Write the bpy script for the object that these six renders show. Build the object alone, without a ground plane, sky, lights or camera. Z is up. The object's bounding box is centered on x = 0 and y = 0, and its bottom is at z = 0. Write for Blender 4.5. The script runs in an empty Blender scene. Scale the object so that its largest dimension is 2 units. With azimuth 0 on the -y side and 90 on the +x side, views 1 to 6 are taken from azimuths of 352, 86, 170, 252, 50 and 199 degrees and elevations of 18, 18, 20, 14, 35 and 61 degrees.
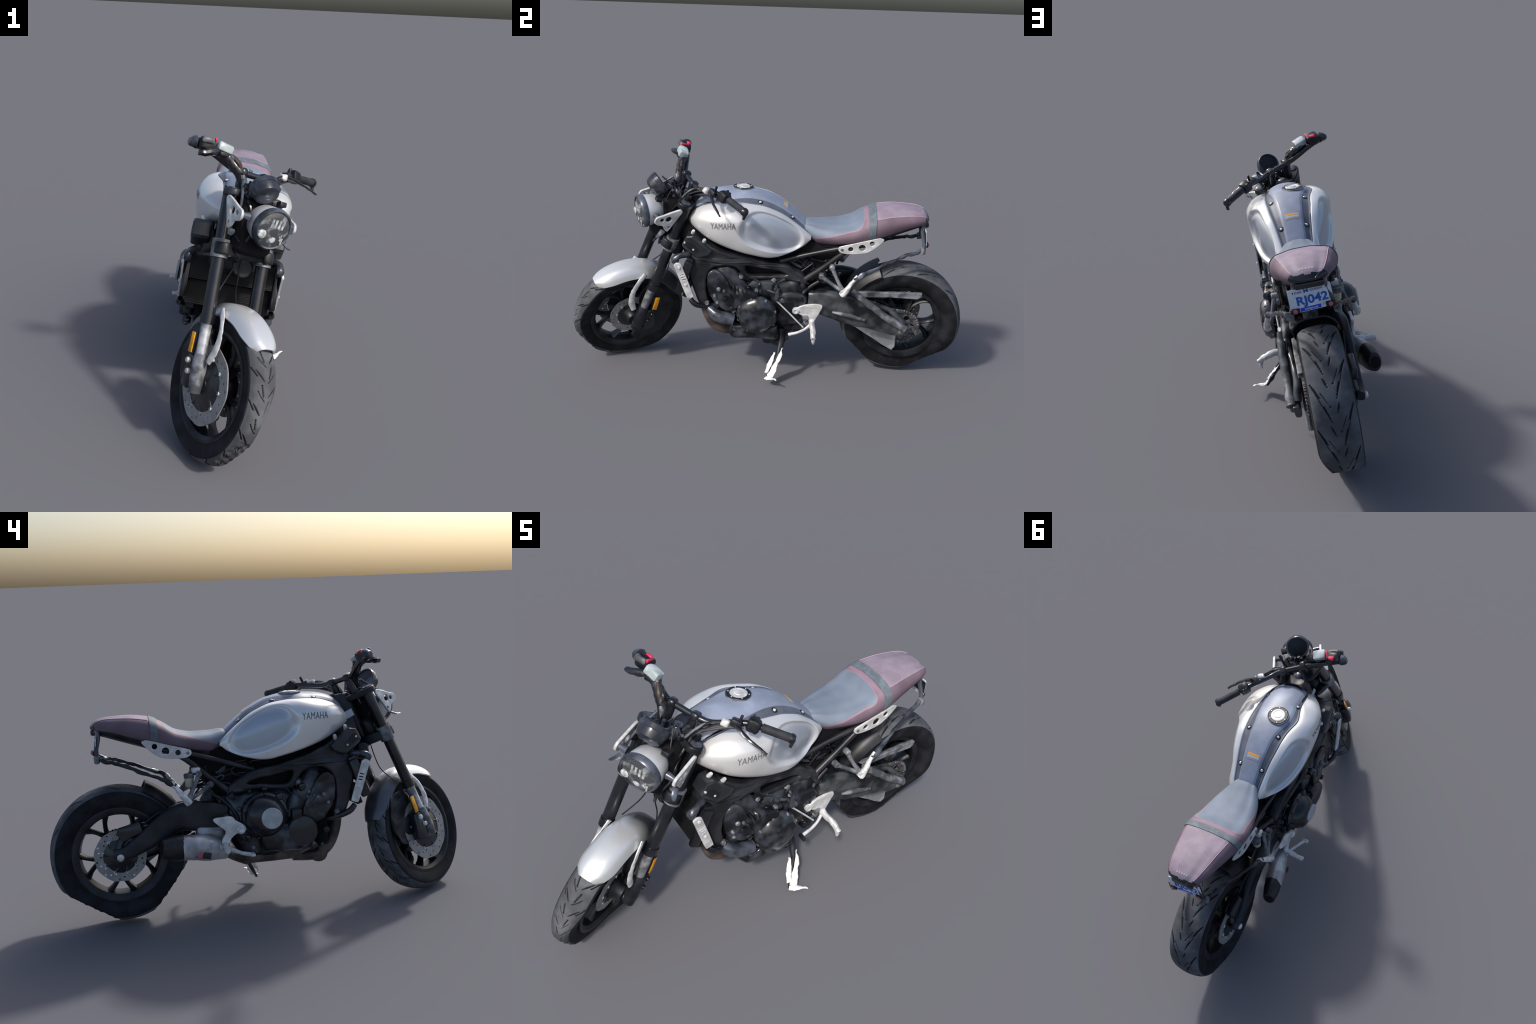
# Parked naked roadster motorcycle with brown-violet leather seat, leaning on its side stand.
# Frame of the bike: X = its left, Y = towards its tail, Z = up along its own plane of symmetry.
# The whole bike is yawed 7 degrees and leans 8 degrees to its left; the front end is steered 32 degrees left.
import bpy, bmesh, math, random
import numpy as np
from mathutils import Vector, Matrix, noise
from mathutils.bvhtree import BVHTree

random.seed(7)
rng = np.random.default_rng(7)
PI = math.pi
scene_col = bpy.context.scene.collection

# ------------------------------------------------------------------ frames
YAW, LEAN, OFFSET = math.radians(7.0), math.radians(8.0), -0.094
_rear = Vector((math.sin(YAW), math.cos(YAW), 0))
_l0 = Vector((math.cos(YAW), -math.sin(YAW), 0))
_left = _l0 * math.cos(LEAN) - Vector((0, 0, 1)) * math.sin(LEAN)
_up = Vector((0, 0, 1)) * math.cos(LEAN) + _l0 * math.sin(LEAN)
BIKE = Matrix.Translation(_left * OFFSET + Vector((-0.003, -0.002, 0.0))) @ Matrix(
    ((_left.x, _rear.x, _up.x, 0), (_left.y, _rear.y, _up.y, 0), (_left.z, _rear.z, _up.z, 0), (0, 0, 0, 1)))

RAKE, STEER = math.radians(22.5), math.radians(32.0)
_a = Vector((0, math.sin(RAKE), math.cos(RAKE)))
_f0 = Vector((0, -math.cos(RAKE), math.sin(RAKE)))
_sl = Vector((1, 0, 0)) * math.cos(STEER) - _f0 * math.sin(STEER)
_sb = -(_f0 * math.cos(STEER) + Vector((1, 0, 0)) * math.sin(STEER))
HEAD = Vector((0, -0.488, 0.723))
# steering frame: x = left, y = back, z = along the steering axis
STEERING = Matrix(((_sl.x, _sb.x, _a.x, HEAD.x), (_sl.y, _sb.y, _a.y, HEAD.y), (_sl.z, _sb.z, _a.z, HEAD.z), (0, 0, 0, 1)))

# ------------------------------------------------------------------ materials
MATS = {}

def material(name, base, rough=0.5, metallic=0.0, var=0.0, var_scale=14.0, var_col=None, bump=0.0, bump_scale=300.0,
             spec=0.4, coat=0.0, detail=4.0, lo=0.42, hi=0.62):
    m = bpy.data.materials.new(name)
    m.use_nodes = True
    nt = m.node_tree
    b = nt.nodes['Principled BSDF']
    b.inputs['Base Color'].default_value = (*base, 1)
    b.inputs['Roughness'].default_value = rough
    b.inputs['Metallic'].default_value = metallic
    b.inputs['Specular IOR Level'].default_value = spec
    b.inputs['Coat Weight'].default_value = coat
    tc = nt.nodes.new('ShaderNodeTexCoord')
    if var > 0 or var_col:
        n = nt.nodes.new('ShaderNodeTexNoise')
        n.inputs['Scale'].default_value = var_scale
        n.inputs['Detail'].default_value = detail
        n.inputs['Roughness'].default_value = 0.55
        nt.links.new(tc.outputs['Object'], n.inputs['Vector'])
        r = nt.nodes.new('ShaderNodeValToRGB')
        r.color_ramp.elements[0].position = lo
        r.color_ramp.elements[1].position = hi
        if var_col is None:
            c0 = tuple(c * (1 - var) for c in base)
            c1 = tuple(min(1, c * (1 + var)) for c in base)
        else:
            c0, c1 = base, var_col
        r.color_ramp.elements[0].color = (*c0, 1)
        r.color_ramp.elements[1].color = (*c1, 1)
        nt.links.new(n.outputs['Fac'], r.inputs['Fac'])
        nt.links.new(r.outputs['Color'], b.inputs['Base Color'])
    if bump > 0:
        n2 = nt.nodes.new('ShaderNodeTexNoise')
        n2.inputs['Scale'].default_value = bump_scale
        nt.links.new(tc.outputs['Object'], n2.inputs['Vector'])
        bp = nt.nodes.new('ShaderNodeBump')
        bp.inputs['Strength'].default_value = bump
        bp.inputs['Distance'].default_value = 0.002
        nt.links.new(n2.outputs['Fac'], bp.inputs['Height'])
        nt.links.new(bp.outputs['Normal'], b.inputs['Normal'])
    MATS[name] = m
    return m

material('silver_paint', (0.55, 0.57, 0.60), metallic=0.35, rough=0.32, var=0.06, var_scale=5, spec=0.5)
material('knee_grey', (0.40, 0.46, 0.55), rough=0.4, var=0.1, var_scale=6, spec=0.5)
material('tank_cover_paint', (0.235, 0.275, 0.37), rough=0.42, var=0.14, var_scale=7, spec=0.5)
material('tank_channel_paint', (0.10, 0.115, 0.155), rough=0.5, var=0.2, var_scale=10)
material('black_plastic', (0.005, 0.006, 0.009), rough=0.42, var_col=(0.020, 0.023, 0.031), var_scale=12)  # noise tint paints in the scan's patchy bluish highlights
material('black_gloss', (0.006, 0.007, 0.010), rough=0.22, var_col=(0.016, 0.018, 0.025), var_scale=8, spec=0.6)  # faint bluish highlight patches painted by the noise
material('black_deep', (0.006, 0.006, 0.008), rough=0.8, spec=0.2)
material('frame_paint', (0.010, 0.011, 0.014), rough=0.36, var_col=(0.032, 0.033, 0.042), var_scale=8)  # noise paints bluish highlight patches onto the black
material('engine_metal', (0.008, 0.009, 0.012), rough=0.24, metallic=0.25, spec=0.6, var_col=(0.11, 0.125, 0.155), var_scale=11, lo=0.44, hi=0.80, detail=2)  # blue-grey glints are put into the colour by noise
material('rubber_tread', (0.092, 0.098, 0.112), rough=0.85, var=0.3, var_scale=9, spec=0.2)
material('rubber_side', (0.011, 0.012, 0.016), rough=0.7, var=0.5, var_scale=14, spec=0.25)
material('rubber_groove', (0.017, 0.018, 0.020), rough=0.9, spec=0.1)
material('aluminium', (0.58, 0.59, 0.60), rough=0.45, metallic=0.15, var=0.16, var_scale=25)
material('aluminium_dark', (0.16, 0.17, 0.19), rough=0.45, metallic=0.2, var=0.5, var_scale=22)
material('fork_slider', (0.20, 0.21, 0.23), rough=0.35, metallic=0.3, var_col=(0.55, 0.57, 0.6), var_scale=20)
material('swing_steel', (0.016, 0.018, 0.021), rough=0.30, metallic=0.3, var_col=(0.10, 0.108, 0.12), var_scale=10, detail=2)
material('bright_metal', (0.60, 0.61, 0.625), rough=0.38, metallic=0.25, var=0.18, var_scale=30)
material('flake_white', (0.78, 0.785, 0.79), rough=0.5, var=0.1, var_scale=30)  # clipped white of the scan flakes around the side stand
material('chrome_dark', (0.035, 0.04, 0.052), rough=0.2, metallic=0.4, var_col=(0.13, 0.15, 0.19), var_scale=9, spec=0.6)
material('disc_steel', (0.27, 0.275, 0.28), rough=0.5, metallic=0.2, var=0.12, var_scale=30)
material('grip_rubber', (0.022, 0.025, 0.033), rough=0.7, var=0.3, var_scale=30, bump=0.4, bump_scale=500)
material('leather_tail', (0.258, 0.213, 0.270), rough=0.6, var=0.10, var_scale=16, bump=0.15, bump_scale=420, spec=0.3)
material('stitch_pink', (0.44, 0.31, 0.38), rough=0.7)
material('strap_webbing', (0.125, 0.155, 0.185), rough=0.6, var=0.15, var_scale=30, spec=0.3)
material('amber_lens', (0.75, 0.30, 0.01), rough=0.3, var_col=(0.9, 0.45, 0.01), var_scale=40)
material('orange_ink', (0.80, 0.36, 0.05), rough=0.5)
material('label_grey', (0.40, 0.44, 0.52), rough=0.5)
material('pale_disc', (0.40, 0.43, 0.455), rough=0.5, var=0.12, var_scale=20)
material('stamp', (0.40, 0.36, 0.41), rough=0.7)
material('red_plastic', (0.70, 0.03, 0.09), rough=0.45, var=0.3, var_scale=40)
material('red_reflector', (0.42, 0.10, 0.13), rough=0.3)
material('plate_white', (0.60, 0.65, 0.71), rough=0.5, var=0.06, var_scale=40)
material('plate_blue', (0.012, 0.09, 0.45), rough=0.5)
material('plate_band', (0.01, 0.05, 0.55), rough=0.5)
material('lettering', (0.26, 0.265, 0.275), rough=0.5)
material('headlamp_lens', (0.05, 0.056, 0.064), rough=0.12, var_col=(0.28, 0.30, 0.32), var_scale=32, spec=0.7, detail=2, lo=0.5, hi=0.75)
material('headlamp_core', (0.42, 0.45, 0.47), rough=0.2, var=0.4, var_scale=60, spec=0.6)
material('pipe_brown', (0.085, 0.065, 0.058), rough=0.5, metallic=0.15, var=0.45, var_scale=14)
material('muffler_steel', (0.36, 0.37, 0.39), rough=0.34, metallic=0.3, var=0.35, var_scale=9)
material('carbon_tip', (0.014, 0.015, 0.018), rough=0.4, var=0.4, var_scale=40)
material('reservoir_plastic', (0.50, 0.47, 0.36), rough=0.5, var=0.15, var_scale=30)
material('teal_glint', (0.30, 0.36, 0.38), rough=0.4, var_col=(0.5, 0.55, 0.58), var_scale=25)
material('box_plastic', (0.022, 0.025, 0.031), rough=0.32, var=0.35, var_scale=10, spec=0.5)
material('mesh_fins', (0.004, 0.004, 0.005), rough=0.7)
material('chain_metal', (0.10, 0.10, 0.11), rough=0.5, metallic=0.4, var=0.5, var_scale=60)


def seat_material():
    """Grey-blue riding seat with a pink piping line and violet sides: the border is a curve z(y)."""
    m = bpy.data.materials.new('leather_two_tone')
    m.use_nodes = True
    nt = m.node_tree
    b = nt.nodes['Principled BSDF']
    b.inputs['Roughness'].default_value = 0.58
    b.inputs['Specular IOR Level'].default_value = 0.3
    tc = nt.nodes.new('ShaderNodeTexCoord')
    sx = nt.nodes.new('ShaderNodeSeparateXYZ')
    nt.links.new(tc.outputs['Object'], sx.inputs[0])

    def math_node(op, a, bb=None):
        n = nt.nodes.new('ShaderNodeMath')
        n.operation = op
        for i, v in enumerate((a, bb)):
            if v is None:
                continue
            if isinstance(v, (int, float)):
                n.inputs[i].default_value = v
            else:
                nt.links.new(v, n.inputs[i])
        return n.outputs[0]
    # border height as a function of y: gentle straight rise then a tight upward sweep near y = 0.48
    y = sx.outputs['Y']
    z = sx.outputs['Z']
    rise = math_node('MULTIPLY_ADD', math_node('SUBTRACT', y, 0.233), 0.34)
    rise.node.inputs[2].default_value = 0.767
    q = math_node('MAXIMUM', math_node('DIVIDE', math_node('SUBTRACT', y, 0.38), 0.10), 0.0)
    sweep = math_node('MULTIPLY', math_node('POWER', q, 6.0), 0.07)
    border = math_node('ADD', rise, sweep)
    d = math_node('SUBTRACT', z, border)
    grey = math_node('MULTIPLY', math_node('MULTIPLY_ADD', d, 400.0), 1.0)
    grey.node.use_clamp = True
    pipe = math_node('SUBTRACT', 1.0, math_node('MULTIPLY', math_node('ABSOLUTE', math_node('ADD', d, 0.002)), 260.0))
    pipe.node.use_clamp = True
    n = nt.nodes.new('ShaderNodeTexNoise')
    n.inputs['Scale'].default_value = 9
    nt.links.new(tc.outputs['Object'], n.inputs['Vector'])
    r = nt.nodes.new('ShaderNodeValToRGB')
    r.color_ramp.elements[0].position, r.color_ramp.elements[1].position = 0.35, 0.65
    r.color_ramp.elements[0].color = (0.150, 0.185, 0.240, 1)
    r.color_ramp.elements[1].color = (0.185, 0.228, 0.300, 1)
    nt.links.new(n.outputs['Fac'], r.inputs['Fac'])
    r2 = nt.nodes.new('ShaderNodeValToRGB')
    r2.color_ramp.elements[0].position, r2.color_ramp.elements[1].position = 0.35, 0.65
    r2.color_ramp.elements[0].color = (0.130, 0.092, 0.122, 1)
    r2.color_ramp.elements[1].color = (0.172, 0.127, 0.165, 1)
    nt.links.new(n.outputs['Fac'], r2.inputs['Fac'])
    mx = nt.nodes.new('ShaderNodeMixRGB')
    nt.links.new(grey, mx.inputs['Fac'])
    nt.links.new(r2.outputs['Color'], mx.inputs['Color1'])
    nt.links.new(r.outputs['Color'], mx.inputs['Color2'])
    # paler strip of leather right in front of the strap
    fy = math_node('MULTIPLY', math_node('SUBTRACT', y, 0.452), 50.0)
    fy.node.use_clamp = True
    fy2 = math_node('MULTIPLY', math_node('SUBTRACT', 0.495, y), 80.0)
    fy2.node.use_clamp = True
    fz = math_node('MULTIPLY', math_node('SUBTRACT', z, 0.845), 30.0)
    fz.node.use_clamp = True
    mxs = nt.nodes.new('ShaderNodeMixRGB')
    nt.links.new(math_node('MULTIPLY', math_node('MULTIPLY', fy, fy2), fz), mxs.inputs['Fac'])
    nt.links.new(r2.outputs['Color'], mxs.inputs['Color1'])
    mxs.inputs['Color2'].default_value = (0.26, 0.18, 0.235, 1)
    nt.links.new(mxs.outputs['Color'], mx.inputs['Color1'])
    mx2 = nt.nodes.new('ShaderNodeMixRGB')
    nt.links.new(pipe, mx2.inputs['Fac'])
    nt.links.new(mx.outputs['Color'], mx2.inputs['Color1'])
    mx2.inputs['Color2'].default_value = (0.33, 0.215, 0.275, 1)
    nt.links.new(mx2.outputs['Color'], b.inputs['Base Color'])
    n2 = nt.nodes.new('ShaderNodeTexNoise')
    n2.inputs['Scale'].default_value = 420
    nt.links.new(tc.outputs['Object'], n2.inputs['Vector'])
    bp = nt.nodes.new('ShaderNodeBump')
    bp.inputs['Strength'].default_value = 0.15
    bp.inputs['Distance'].default_value = 0.002
    nt.links.new(n2.outputs['Fac'], bp.inputs['Height'])
    nt.links.new(bp.outputs['Normal'], b.inputs['Normal'])
    MATS['leather_two_tone'] = m


seat_material()


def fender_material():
    """Brushed silver with a baked dark reflection painted in towards the tail of the fender."""
    m = bpy.data.materials.new('fender_baked_shade')
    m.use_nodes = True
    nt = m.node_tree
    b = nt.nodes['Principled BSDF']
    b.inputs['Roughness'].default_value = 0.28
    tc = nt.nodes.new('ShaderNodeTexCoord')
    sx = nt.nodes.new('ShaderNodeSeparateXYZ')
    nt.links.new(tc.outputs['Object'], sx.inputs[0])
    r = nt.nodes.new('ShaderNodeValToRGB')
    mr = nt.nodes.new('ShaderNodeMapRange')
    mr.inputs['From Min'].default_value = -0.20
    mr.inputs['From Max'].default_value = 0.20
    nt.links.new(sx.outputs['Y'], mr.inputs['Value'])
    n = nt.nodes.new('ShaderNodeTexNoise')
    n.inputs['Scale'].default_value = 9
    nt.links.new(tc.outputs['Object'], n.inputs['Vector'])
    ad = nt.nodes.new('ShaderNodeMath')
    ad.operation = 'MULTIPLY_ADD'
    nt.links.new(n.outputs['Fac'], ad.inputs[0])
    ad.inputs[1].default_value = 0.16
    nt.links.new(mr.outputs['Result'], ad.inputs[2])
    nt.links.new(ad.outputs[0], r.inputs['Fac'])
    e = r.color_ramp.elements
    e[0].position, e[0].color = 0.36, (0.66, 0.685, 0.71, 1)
    e[1].position, e[1].color = 0.56, (0.10, 0.11, 0.13, 1)  # dark end of the ramp copies a baked reflection
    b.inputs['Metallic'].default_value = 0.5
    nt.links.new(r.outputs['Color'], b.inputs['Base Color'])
    MATS['fender_baked_shade'] = m


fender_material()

# ------------------------------------------------------------------ geometry kit: every builder returns (verts, faces)

def V(*p):
    return np.array(p, float)


def catmull(pts, n=8, closed=False):
    p = np.array(pts, float)
    m = len(p)
    out = []
    segs = m if closed else m - 1
    for i in range(segs):
        if closed:
            a, b, c, d = p[(i - 1) % m], p[i], p[(i + 1) % m], p[(i + 2) % m]
        else:
            a, b, c, d = p[max(i - 1, 0)], p[i], p[i + 1], p[min(i + 2, m - 1)]
        for k in range(n):
            t = k / n
            out.append(0.5 * ((2 * b) + (c - a) * t + (2 * a - 5 * b + 4 * c - d) * t * t + (3 * b - a - 3 * c + d) * t ** 3))
    if not closed:
        out.append(p[-1])
    return np.array(out)


def loft(rings, cap=True, closed_ring=True):
    rings = [np.asarray(r, float) for r in rings]
    n = len(rings[0])
    verts = np.concatenate(rings)
    faces = []
    for i in range(len(rings) - 1):
        for j in range(n if closed_ring else n - 1):
            k = (j + 1) % n
            faces.append((i * n + j, i * n + k, (i + 1) * n + k, (i + 1) * n + j))
    if cap and closed_ring:
        faces.append(tuple(range(n))[::-1])
        faces.append(tuple(range((len(rings) - 1) * n, len(rings) * n)))
    return verts, faces


def tube(pts, r, n=12, smooth=6, squash=None, ref=None):
    """Round (or squashed) bar along a smooth path; r may be one number or one per control point."""
    pts = np.array(pts, float)
    rad = np.full(len(pts), r, float) if np.isscalar(r) else np.array(r, float)
    if smooth > 1 and len(pts) > 2:
        full = catmull(np.column_stack([pts, rad]), smooth)
    else:
        full = np.column_stack([pts, rad])
    P, rad = full[:, :3], np.maximum(full[:, 3], 1e-4)
    T = np.gradient(P, axis=0)
    T /= np.linalg.norm(T, axis=1)[:, None] + 1e-12
    up = np.array(ref if ref is not None else ((0, 0, 1) if abs(T[0][2]) < 0.9 else (1, 0, 0)), float)
    rings = []
    ang = np.linspace(0, 2 * PI, n, endpoint=False)
    for i in range(len(P)):
        u = up - T[i] * (up @ T[i])
        u /= np.linalg.norm(u) + 1e-12
        w = np.cross(T[i], u)
        if ref is None:
            up = u
        su, sw = squash if squash else (1, 1)
        rings.append(P[i] + rad[i] * (np.cos(ang)[:, None] * u * su + np.sin(ang)[:, None] * w * sw))
    return loft(rings)


def lathe(profile, center=(0, 0, 0), axis=(1, 0, 0), n=48, scale_u=1.0, ref=(0, 0, 1)):
    """profile = [(radius, height along axis)]; open profiles are closed by poles when radius is 0."""
    a = np.array(axis, float)
    a /= np.linalg.norm(a)
    rf = np.array(ref, float)
    u = rf - a * (rf @ a)
    if np.linalg.norm(u) < 1e-3:
        rf = np.array((0, 1, 0), float)
        u = rf - a * (rf @ a)
    u /= np.linalg.norm(u)
    w = np.cross(a, u)
    ang = np.linspace(0, 2 * PI, n, endpoint=False)
    rings = [np.array(center) + a * h + max(r, 1e-4) * (np.cos(ang)[:, None] * u * scale_u + np.sin(ang)[:, None] * w) for r, h in profile]
    return loft(rings, cap=True)


def ring_lathe(profile, center=(0, 0, 0), axis=(1, 0, 0), n=64):
    """closed profile -> torus like solid"""
    v, f = lathe(profile, center, axis, n)
    m = len(profile)
    f = [q for q in f if len(q) == 4]
    for j in range(n):
        k = (j + 1) % n
        f.append(((m - 1) * n + j, (m - 1) * n + k, k, j))
    return v, f


def box(center, size, rot=None, bevel=0.004, seg=2, taper=None):
    bm = bmesh.new()
    bmesh.ops.create_cube(bm, size=1.0)
    for v in bm.verts:
        t = 1.0
        if taper and v.co.z > 0:
            t = taper
        v.co = Vector((v.co.x * size[0] * t, v.co.y * size[1] * t, v.co.z * size[2]))
    if bevel > 0:
        bmesh.ops.bevel(bm, geom=bm.edges[:], offset=bevel, segments=seg, affect='EDGES', profile=0.5)
    M = Matrix.Translation(center) @ (rot.to_4x4() if rot is not None else Matrix())
    bm.transform(M)
    bm.verts.index_update()
    v = np.array([x.co[:] for x in bm.verts])
    f = [tuple(x.index for x in q.verts) for q in bm.faces]
    bm.free()
    return v, f


def from_curve(cu):
    ob = bpy.data.objects.new('tmp', cu)
    scene_col.objects.link(ob)
    dg = bpy.context.evaluated_depsgraph_get()
    me = bpy.data.meshes.new_from_object(ob.evaluated_get(dg))
    v = np.array([x.co[:] for x in me.vertices]).reshape(-1, 3)
    f = [tuple(p.vertices) for p in me.polygons]
    bpy.data.objects.remove(ob)
    bpy.data.curves.remove(cu)
    bpy.data.meshes.remove(me)
    return v, f


def slab(outlines, thick, bevel=0.0, frame=None):
    """Flat plate with holes. outlines: 2D polylines, first is outer. Local plane is x,y; thickness along z (centred)."""
    cu = bpy.data.curves.new('tmp', 'CURVE')
    cu.dimensions = '2D'
    cu.fill_mode = 'BOTH'
    cu.extrude = max(thick / 2 - bevel, 1e-4)
    cu.bevel_depth = bevel
    cu.bevel_resolution = 2
    cu.offset = -bevel
    for o in outlines:
        s = cu.splines.new('POLY')
        s.points.add(len(o) - 1)
        for p, q in zip(s.points, o):
            p.co = (q[0], q[1], 0, 1)
        s.use_cyclic_u = True
    v, f = from_curve(cu)
    return (xf(v, frame), f) if frame is not None else (v, f)


def circle2(c, r, n=20):
    return [(c[0] + r * math.cos(t), c[1] + r * math.sin(t)) for t in np.linspace(0, 2 * PI, n, endpoint=False)]


def side_slab(outlines, x, thick, bevel=0.0, smooth=0):
    """Plate in the bike's side plane (y, z) at lateral position x."""
    o = [np.array(p, float) for p in outlines]
    if smooth:
        o[0] = catmull(o[0], smooth, True)
    M = Matrix(((0, 0, 1, x), (1, 0, 0, 0), (0, 1, 0, 0), (0, 0, 0, 1)))
    return slab(o, thick, bevel, M)


def text_mesh(body, size, thick=0.001, align='CENTER', shear=0.0, spacing=1.0, bold=0.0):
    cu = bpy.data.curves.new('tmp', 'FONT')
    cu.body = body
    cu.size = size
    cu.extrude = thick / 2
    cu.align_x = align
    cu.align_y = 'CENTER'
    cu.shear = shear
    cu.space_character = spacing
    cu.offset = bold
    return from_curve(cu)


def xf(v, M):
    A = np.array(M)
    return np.asarray(v) @ A[:3, :3].T + A[:3, 3]


def lumpy(g, amp, freq, seed=0.0):
    """Dent and swell a part like a rough scan of it."""
    v, f = g
    out = np.array(v, float)
    for i, p in enumerate(out):
        q = Vector(p) * freq + Vector((seed, seed * 1.7, -seed))
        out[i] = p + np.array(noise.noise_vector(q)) * amp
    return out, f


def mirror(g):
    v, f = g
    return np.asarray(v) * (-1, 1, 1), [tuple(reversed(q)) for q in f]


def join(*gs):
    vs, fs, o = [], [], 0
    for v, f in gs:
        vs.append(np.asarray(v))
        fs += [tuple(i + o for i in q) for q in f]
        o += len(v)
    return np.concatenate(vs), fs


def refine(g, times=1):
    v, f = g
    bm = bmesh.new()
    bv = [bm.verts.new(p) for p in v]
    for q in f:
        try:
            bm.faces.new([bv[i] for i in q])
        except ValueError:
            pass
    bmesh.ops.triangulate(bm, faces=[q for q in bm.faces if len(q.verts) > 4])
    for _ in range(times):
        bmesh.ops.subdivide_edges(bm, edges=bm.edges[:], cuts=1, use_grid_fill=True)
    bm.verts.index_update()
    v = np.array([x.co[:] for x in bm.verts])
    f = [tuple(x.index for x in q.verts) for q in bm.faces]
    bm.free()
    return v, f


ROOT = bpy.data.objects.new('motorcycle', None)
scene_col.objects.link(ROOT)
ROOT.matrix_world = BIKE
ROOT.empty_display_size = 0.2
ROOT['label'] = 'naked roadster with silver tank and violet leather seat, leaning'
ROOT['category'] = 'motorcycle'


def part(name, geoms, parent=None, frame=None, smooth=True, angle=38, kind=None):
    """geoms: list of (geometry, material name). Coordinates are bike coordinates unless a frame is given."""
    if isinstance(geoms, tuple) and isinstance(geoms[1], str):
        geoms = [geoms]
    me = bpy.data.meshes.new(name)
    verts, faces, mi, names = [], [], [], []
    o = 0
    for g, mat in geoms:
        v, f = g
        if mat not in names:
            names.append(mat)
        k = names.index(mat)
        verts.append(np.asarray(v, float))
        faces += [tuple(int(i) + o for i in q) for q in f]
        mi += [k] * len(f)
        o += len(v)
    me.from_pydata(np.concatenate(verts).tolist(), [], faces)
    for n in names:
        me.materials.append(MATS[n])
    me.polygons.foreach_set('material_index', mi)
    bm = bmesh.new()
    bm.from_mesh(me)
    bmesh.ops.recalc_face_normals(bm, faces=bm.faces[:])
    bm.to_mesh(me)
    bm.free()
    if smooth:
        me.polygons.foreach_set('use_smooth', [True] * len(me.polygons))
        me.set_sharp_from_angle(angle=math.radians(angle))
    me.update()
    ob = bpy.data.objects.new(name, me)
    scene_col.objects.link(ob)
    ob.parent = parent or ROOT
    if frame is not None and parent is None:
        ob.matrix_local = frame
    if kind:
        ob['kind'] = kind
    return ob


def repeat(ob, frames):
    for M in frames:
        c = ob.copy()
        scene_col.objects.link(c)
        c.parent = ob.parent
        c.matrix_local = M


def bolt(p, axis, r=0.006, h=0.006, n=12):
    return lathe([(0, -0.004), (r, -0.004), (r, h * 0.6), (r * 0.75, h), (0, h)], p, axis, n)


def interp(t, xs, ys):
    """smooth (monotone cubic) interpolation through a few control values"""
    xs, ys = np.array(xs, float), np.array(ys, float)
    t = np.asarray(t, float)
    h = np.diff(xs)
    d = np.diff(ys) / h
    m = np.zeros(len(xs))
    m[1:-1] = np.where(d[:-1] * d[1:] > 0, 2 * d[:-1] * d[1:] / (d[:-1] + d[1:] + 1e-12), 0)
    m[0], m[-1] = d[0], d[-1]
    i = np.clip(np.searchsorted(xs, t) - 1, 0, len(h) - 1)
    s = np.clip((t - xs[i]) / h[i], 0, 1)
    return ((2 * s ** 3 - 3 * s ** 2 + 1) * ys[i] + (s ** 3 - 2 * s ** 2 + s) * h[i] * m[i]
            + (-2 * s ** 3 + 3 * s ** 2) * ys[i + 1] + (s ** 3 - s ** 2) * h[i] * m[i + 1])


# ------------------------------------------------------------------ wheels

def seg_dist(px, py, a, b):
    ax, ay = a
    bx, by = b
    dx, dy = bx - ax, by - ay
    t = np.clip(((px - ax) * dx + (py - ay) * dy) / (dx * dx + dy * dy), 0, 1)
    return np.hypot(px - ax - t * dx, py - ay - t * dy), t


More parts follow.
